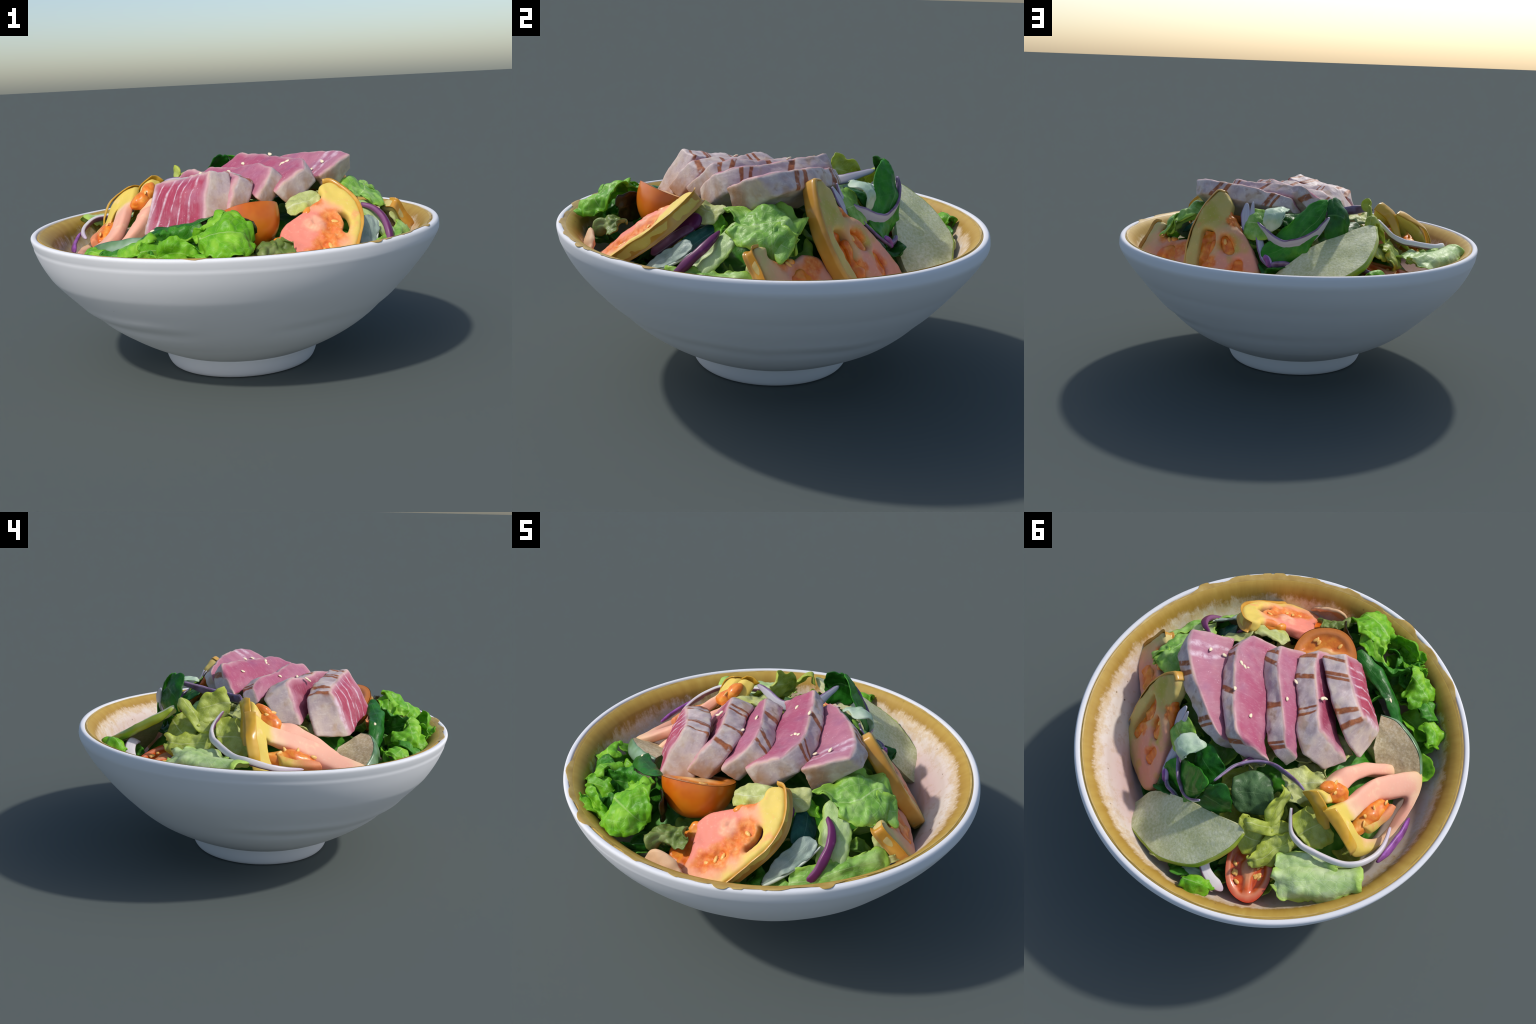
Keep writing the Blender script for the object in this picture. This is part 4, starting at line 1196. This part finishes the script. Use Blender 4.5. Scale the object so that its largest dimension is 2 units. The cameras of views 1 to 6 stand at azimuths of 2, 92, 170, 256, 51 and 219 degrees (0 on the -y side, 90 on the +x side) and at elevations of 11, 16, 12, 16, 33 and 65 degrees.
leaf("lettuce_leaf", [[(.60, -.34, .755), (.585, -.40, .70), (.575, -.46, .65), (.58, -.53, .60)], [(.64, -.31, .745), (.625, -.38, .69), (.61, -.46, .64), (.59, -.54, .595)], [(.68, -.29, .72), (.66, -.37, .66), (.635, -.46, .615), (.60, -.55, .585)]],
     "grey_leaf", "translucent grey-green lettuce leaf", ruffle=.010, fray=.005, seed=36)
ribbon("lettuce_rib", [(.675, -.295, .715), (.655, -.38, .655), (.63, -.47, .61), (.60, -.56, .58)], .018, .012, (.6, .4, .3), "rib", "white rib of a lettuce leaf", seed=36)
leaf("lettuce_leaf", [[(.56, -.48, .60), (.62, -.46, .60), (.69, -.42, .58)], [(.58, -.53, .56), (.66, -.50, .56), (.73, -.44, .55)], [(.60, -.56, .51), (.69, -.52, .51), (.74, -.46, .51)]], "pale", PA, ruffle=.014, fray=.008, seed=37)
leaf("spinach_leaf", [[(.46, -.22, .80), (.51, -.30, .77), (.555, -.38, .71)], [(.49, -.21, .77), (.55, -.27, .74), (.60, -.35, .68)], [(.53, -.18, .72), (.59, -.24, .70), (.64, -.32, .64)]], "teal", "blue-green spinach leaf", ruffle=.006, seed=38, category="spinach")
leaf("lettuce_leaf", [[(.45, -.21, .83), (.49, -.195, .815), (.52, -.17, .79)], [(.47, -.235, .815), (.50, -.215, .80), (.535, -.19, .77)], [(.49, -.25, .78), (.53, -.225, .77), (.56, -.20, .745)]], "bright", BR, nu=48, nv=40, ruffle=.020, crinkle=.010, fray=.016, freq=20, seed=39)
leaf("lettuce_leaf", [[(.38, -.28, .86), (.43, -.23, .86), (.48, -.17, .86)], [(.40, -.33, .835), (.45, -.28, .835), (.51, -.21, .83)], [(.42, -.36, .79), (.48, -.31, .79), (.54, -.24, .79)]], "cream", "cream lettuce leaf under the fish", ruffle=.012, crinkle=.008, seed=40)
leaf("lettuce_leaf", [[(.24, -.37, .83), (.31, -.34, .85), (.40, -.29, .86)], [(.25, -.43, .81), (.32, -.41, .825), (.40, -.36, .84)], [(.27, -.475, .775), (.34, -.455, .785), (.42, -.41, .79)]], "cream", "pale yellow lettuce leaf under the fish", ruffle=.014, crinkle=.012, fray=.008, seed=41)
# --- yellow-green lettuce, far left
leaf("lettuce_leaf", [[(-.30, .245, .945), (-.314, .279, .964), (-.308, .32, .935), (-.304, .367, .927), (-.30, .40, .905)], [(-.325, .25, .88), (-.33, .29, .885), (-.335, .335, .875), (-.337, .38, .865), (-.33, .42, .85)], [(-.33, .26, .78), (-.35, .31, .78), (-.36, .36, .775), (-.37, .41, .765), (-.36, .45, .76)]],
     "yellow", "upright yellow-green lettuce leaf", ruffle=.010, crinkle=.007, fray=.006, seed=50)
leaf("lettuce_leaf", [[(-.25, .47, .83), (-.27, .475, .89), (-.315, .44, .87), (-.34, .40, .81), (-.36, .35, .78), (-.42, .31, .745)], [(-.28, .49, .84), (-.292, .492, .898), (-.33, .46, .865), (-.355, .415, .80), (-.375, .37, .765), (-.44, .34, .725)], [(-.31, .51, .82), (-.31, .515, .87), (-.35, .48, .83), (-.38, .435, .765), (-.40, .395, .735), (-.46, .37, .69)]],
     "yellow", "folded yellow-green lettuce leaf", nu=44, ruffle=.010, crinkle=.006, seed=51)
leaf("lettuce_leaf", [[(-.33, .575, .715), (-.355, .577, .745), (-.37, .52, .74), (-.376, .436, .745), (-.40, .38, .755), (-.43, .34, .74)], [(-.37, .59, .70), (-.39, .57, .71), (-.41, .52, .70), (-.42, .45, .70), (-.44, .40, .705), (-.47, .35, .70)], [(-.40, .60, .64), (-.43, .57, .64), (-.45, .52, .63), (-.46, .45, .64), (-.48, .40, .65), (-.51, .35, .65)]],
     "yellow", "ruffled yellow-green lettuce leaf", nu=44, ruffle=.022, crinkle=.008, fray=.012, seed=52)
leaf("lettuce_leaf", [[(-.38, .33, .80), (-.41, .26, .81), (-.43, .19, .80)], [(-.46, .335, .735), (-.49, .265, .745), (-.52, .20, .74)], [(-.54, .34, .67), (-.58, .27, .67), (-.61, .2, .67)]], "yellow", PA, ruffle=.018, crinkle=.010, fray=.010, seed=53)
leaf("lettuce_leaf", [[(-.45, .50, .645), (-.54, .42, .64), (-.62, .35, .64), (-.70, .28, .65), (-.77, .22, .66)], [(-.50, .56, .712), (-.57, .49, .706), (-.63, .421, .702), (-.72, .35, .702), (-.825, .283, .705)],
                      [(-.54, .60, .69), (-.625, .54, .69), (-.70, .48, .69), (-.775, .40, .69), (-.848, .315, .69)], [(-.58, .64, .625), (-.675, .58, .625), (-.745, .52, .63), (-.80, .43, .64), (-.855, .34, .655)]],
     "ice", "pale iceberg lettuce leaf draped to the rim", nu=60, nv=44, ruffle=.030, crinkle=.0045, fray=.016, freq=7, seed=54)
leaf("lettuce_leaf", [[(-.43, .46, .69), (-.49, .40, .695), (-.57, .345, .69), (-.66, .30, .685)], [(-.47, .50, .68), (-.54, .44, .69), (-.61, .38, .685), (-.70, .33, .68)], [(-.49, .54, .64), (-.56, .48, .645), (-.64, .42, .645), (-.72, .36, .65)]], "ice", "pale rib lettuce leaf", ruffle=.018, crinkle=.010, fray=.012, seed=55)
leaf("lettuce_leaf", [[(-.19, .17, .84), (-.27, .10, .85), (-.35, .04, .845)], [(-.27, .22, .83), (-.34, .15, .84), (-.42, .08, .84)], [(-.33, .27, .79), (-.40, .22, .80), (-.47, .15, .80)]], "cream", "cream crumpled lettuce leaf", ruffle=.022, crinkle=.014, fray=.012, seed=56)
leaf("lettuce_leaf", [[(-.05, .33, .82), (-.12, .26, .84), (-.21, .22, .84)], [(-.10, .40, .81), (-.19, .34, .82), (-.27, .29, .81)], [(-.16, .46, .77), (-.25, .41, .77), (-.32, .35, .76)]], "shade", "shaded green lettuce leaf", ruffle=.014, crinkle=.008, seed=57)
leaf("lettuce_leaf", [[(-.20, .45, .80), (-.27, .43, .79), (-.33, .40, .76)], [(-.24, .52, .77), (-.31, .50, .74), (-.37, .46, .71)], [(-.28, .55, .70), (-.34, .54, .68), (-.4, .50, .66)]], "yellow", PA, ruffle=.018, crinkle=.008, fray=.010, seed=58)
leaf("lettuce_leaf", [[(-.16, .80, .645), (-.22, .775, .66), (-.28, .745, .65)], [(-.18, .85, .685), (-.25, .82, .69), (-.315, .79, .677)], [(-.19, .885, .645), (-.26, .870, .635), (-.33, .83, .64)]], "bright", "small frilled bright lettuce leaf", ruffle=.018, fray=.010, seed=59)
leaf("lettuce_leaf", [[(-.12, .78, .63), (-.18, .76, .64), (-.24, .74, .63)], [(-.14, .82, .63), (-.20, .80, .64), (-.27, .78, .63)]], "white_leaf", "small white lettuce scrap", ruffle=.010, seed=60)
leaf("lettuce_leaf", [[(-.03, .80, .58), (.02, .80, .59), (.06, .80, .57)], [(-.03, .84, .61), (.01, .848, .627), (.05, .845, .60)]], "cream", "small creamy lettuce scrap", ruffle=.006, seed=61)
# --- spinach and white lettuce at the back
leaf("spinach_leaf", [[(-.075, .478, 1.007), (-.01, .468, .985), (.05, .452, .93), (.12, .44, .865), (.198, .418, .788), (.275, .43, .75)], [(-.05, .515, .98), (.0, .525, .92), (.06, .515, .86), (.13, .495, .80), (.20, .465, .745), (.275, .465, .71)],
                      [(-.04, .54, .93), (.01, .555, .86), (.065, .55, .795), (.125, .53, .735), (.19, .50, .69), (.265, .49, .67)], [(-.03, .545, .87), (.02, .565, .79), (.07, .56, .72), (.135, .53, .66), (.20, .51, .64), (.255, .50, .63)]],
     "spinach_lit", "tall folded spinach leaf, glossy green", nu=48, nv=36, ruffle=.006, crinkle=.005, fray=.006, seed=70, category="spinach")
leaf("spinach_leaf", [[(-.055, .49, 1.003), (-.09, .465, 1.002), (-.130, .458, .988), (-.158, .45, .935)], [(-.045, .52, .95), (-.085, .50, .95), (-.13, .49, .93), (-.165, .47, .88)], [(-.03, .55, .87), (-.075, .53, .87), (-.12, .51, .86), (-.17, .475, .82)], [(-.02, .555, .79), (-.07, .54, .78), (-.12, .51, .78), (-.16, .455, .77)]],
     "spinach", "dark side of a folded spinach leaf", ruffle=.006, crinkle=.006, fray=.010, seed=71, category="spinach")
leaf("lettuce_leaf", [[(.225, .315, .915), (.16, .335, .93), (.085, .315, .913)], [(.248, .375, .90), (.20, .40, .915), (.13, .39, .915)], [(.256, .40, .86), (.215, .432, .88), (.155, .445, .895)], [(.250, .405, .805), (.22, .435, .815), (.17, .46, .84)]],
     "white_leaf", "curled white-green lettuce leaf", ruffle=.008, crinkle=.006, fray=.005, seed=72)
leaf("lettuce_leaf", [[(.31, .26, .90), (.25, .29, .90), (.18, .31, .89)], [(.34, .32, .84), (.28, .35, .84), (.2, .37, .84)], [(.36, .36, .76), (.3, .40, .76), (.22, .42, .76)]], "pale", PA, ruffle=.012, crinkle=.006, seed=73)
leaf("lettuce_leaf", [[(.13, .30, .90), (.05, .33, .89), (-.03, .34, .86)], [(.15, .36, .86), (.07, .39, .85), (-.02, .41, .84)], [(.15, .42, .79), (.08, .45, .79), (.0, .46, .78)]], "spinach", "dark green lettuce leaf in the hollow", ruffle=.010, crinkle=.006, seed=74)

# ------------------------------------------------------------------ red onion
ON = "curved strip of red onion with purple edge"
ribbon("red_onion_strip", [(-.380, .292, .852), (-.405, .325, .82), (-.446, .363, .775), (-.50, .37, .748), (-.552, .361, .736), (-.69, .311, .706), (-.763, .253, .700), (-.795, .169, .678), (-.797, .10, .662), (-.782, .04, .652), (-.758, -.02, .645)], .033, .022, (-.3, .3, -.9), "onion", ON, seed=1)
ribbon("red_onion_strip", [(-.82, .165, .645), (-.825, .08, .63), (-.82, .01, .622), (-.815, -.05, .612), (-.792, -.14, .602)], .045, .02, (.5, .1, .85), "onion_violet", "violet red onion strip", seed=2)
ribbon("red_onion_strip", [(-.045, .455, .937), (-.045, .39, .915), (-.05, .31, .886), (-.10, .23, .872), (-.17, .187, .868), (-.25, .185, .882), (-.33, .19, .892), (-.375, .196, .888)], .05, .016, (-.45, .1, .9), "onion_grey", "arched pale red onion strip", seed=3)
ribbon("red_onion_strip", [(.604, -.200, .782), (.656, -.222, .766), (.694, -.256, .735), (.716, -.306, .690), (.720, -.355, .635), (.700, -.40, .58)], .040, .032, (.6, .6, -.4), "onion_dark", "dark purple red onion strip", seed=4, taper=(.35, .1))
ribbon("red_onion_strip", [(.480, -.290, .812), (.475, -.35, .77), (.470, -.43, .71), (.468, -.50, .655)], .075, .022, (.55, .5, -.6), "onion_dark", "double purple red onion piece", seed=5, taper=(.1, .1))
ribbon("red_onion_strip", [(.49, -.315, .775), (.487, -.38, .735), (.483, -.45, .68), (.482, -.50, .64)], .045, .018, (.55, .5, -.6), "onion", "inner red onion layer", seed=6, taper=(.1, .1))
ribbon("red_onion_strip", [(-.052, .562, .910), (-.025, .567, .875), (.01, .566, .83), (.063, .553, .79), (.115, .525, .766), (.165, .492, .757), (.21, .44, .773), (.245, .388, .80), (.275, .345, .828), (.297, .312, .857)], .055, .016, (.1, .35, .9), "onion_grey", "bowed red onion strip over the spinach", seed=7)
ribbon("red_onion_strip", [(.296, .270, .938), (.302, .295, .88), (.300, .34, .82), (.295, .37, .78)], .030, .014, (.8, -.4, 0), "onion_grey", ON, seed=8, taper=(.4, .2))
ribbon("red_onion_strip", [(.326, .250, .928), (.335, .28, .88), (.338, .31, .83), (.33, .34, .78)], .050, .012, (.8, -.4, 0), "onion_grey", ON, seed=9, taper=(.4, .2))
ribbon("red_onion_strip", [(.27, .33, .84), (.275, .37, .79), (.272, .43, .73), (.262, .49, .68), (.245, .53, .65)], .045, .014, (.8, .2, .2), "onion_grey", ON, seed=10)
ribbon("red_onion_strip", [(.262, .495, .70), (.245, .515, .68), (.235, .53, .645)], .032, .022, (.8, .2, .2), "onion_violet", "short violet onion stub", seed=11)
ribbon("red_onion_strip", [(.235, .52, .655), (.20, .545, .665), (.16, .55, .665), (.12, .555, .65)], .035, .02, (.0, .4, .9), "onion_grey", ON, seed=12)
ribbon("red_onion_strip", [(-.175, .69, .655), (-.205, .72, .672), (-.25, .745, .655), (-.30, .75, .62), (-.345, .745, .585)], .055, .02, (.5, .6, .3), "onion", ON, seed=13)
ribbon("red_onion_strip", [(-.09, .19, .865), (-.07, .25, .875), (-.06, .31, .89)], .02, .01, (.5, .5, .3), "onion_dark", ON, seed=14)

# ------------------------------------------------------------------ loose leaves that fill the gaps
def loose(x, y, size, mat, seed, lift=.02, tilt=.5, label="small loose salad leaf", z=None):
    """crumpled leaf lying on the heap, its tip lifted outwards."""
    g = np.random.RandomState(seed)
    z0 = max(bed_height(x, y) + lift, lining_z(math.hypot(x, y) + .5 * size) + .02)
    a = math.atan2(y, x) + g.uniform(-1.0, 1.0)
    d = np.array([math.cos(a), math.sin(a), 0])
    sd = np.array([-math.sin(a), math.cos(a), 0])
    c = np.array([x, y, z0])
    rows = []
    for v in (-1, 0, 1):
        row = []
        for u in (-1, -.3, .4, 1):
            p = c + d * (u * size * .6) + sd * (v * size * .42)
            p = p + np.array([0, 0, 1]) * (size * (.28 * v * v + tilt * .35 * max(u, 0) ** 1.5 - .12 * u * u) + g.uniform(-.12, .12) * size)
            row.append(tuple(p))
        rows.append(row)
    leaf("lettuce_leaf" if "spin" not in mat and mat != "teal" else "spinach_leaf", rows, mat, label, ruffle=.10 * size, crinkle=.05 * size, fray=.05 * size, seed=seed,
         category="lettuce" if "spin" not in mat and mat != "teal" else "spinach")


for k, (x, y, sz, mt) in enumerate([
        (.30, -.62, .18, "green"), (.42, -.36, .16, "cream"), (.44, -.52, .16, "green"),
        (.55, -.22, .16, "pale"), (.62, -.10, .18, "pale"), (.60, .08, .16, "pale"), (.48, .10, .16, "pale"),
        (-.18, -.58, .18, "green"), (-.30, -.68, .20, "green"), (-.24, -.74, .18, "bright"), 
        (-.30, .02, .16, "cream"), (-.25, .30, .18, "yellow"), (-.18, .42, .18, "yellow"), (-.40, .48, .18, "yellow"), 
        (-.30, .62, .16, "pale"), (-.20, .68, .16, "spinach"), (-.14, .76, .16, "green"), (.08, .42, .16, "green"), (.30, .30, .16, "pale"), (.20, .52, .14, "spinach"), (.34, .20, .16, "pale"),
        (-.66, .18, .12, "yellow"),
        (-.28, -.12, .18, "cream"), (-.16, .02, .18, "cream"), (-.34, .14, .16, "yellow"), (-.06, .14, .18, "cream"), (.10, .24, .18, "pale"), (-.08, .30, .16, "yellow"), (.24, -.42, .18, "cream"), (.14, -.56, .16, "pale"), (.36, -.30, .16, "cream"),
        (-.38, .28, .16, "yellow"), (-.46, .22, .14, "cream"), (-.44, .56, .15, "pale"),
        (-.50, -.58, .16, "bright"), (-.58, -.48, .15, "bright"), (-.40, -.68, .16, "bright"), (-.30, -.76, .15, "green"), (-.66, -.40, .13, "bright"), (.08, -.76, .15, "green"), (.20, -.70, .15, "spinach"), (.50, -.56, .15, "green"), (.66, -.36, .13, "green")]):
    loose(x, y, sz, mt, 200 + k, lift=.015)
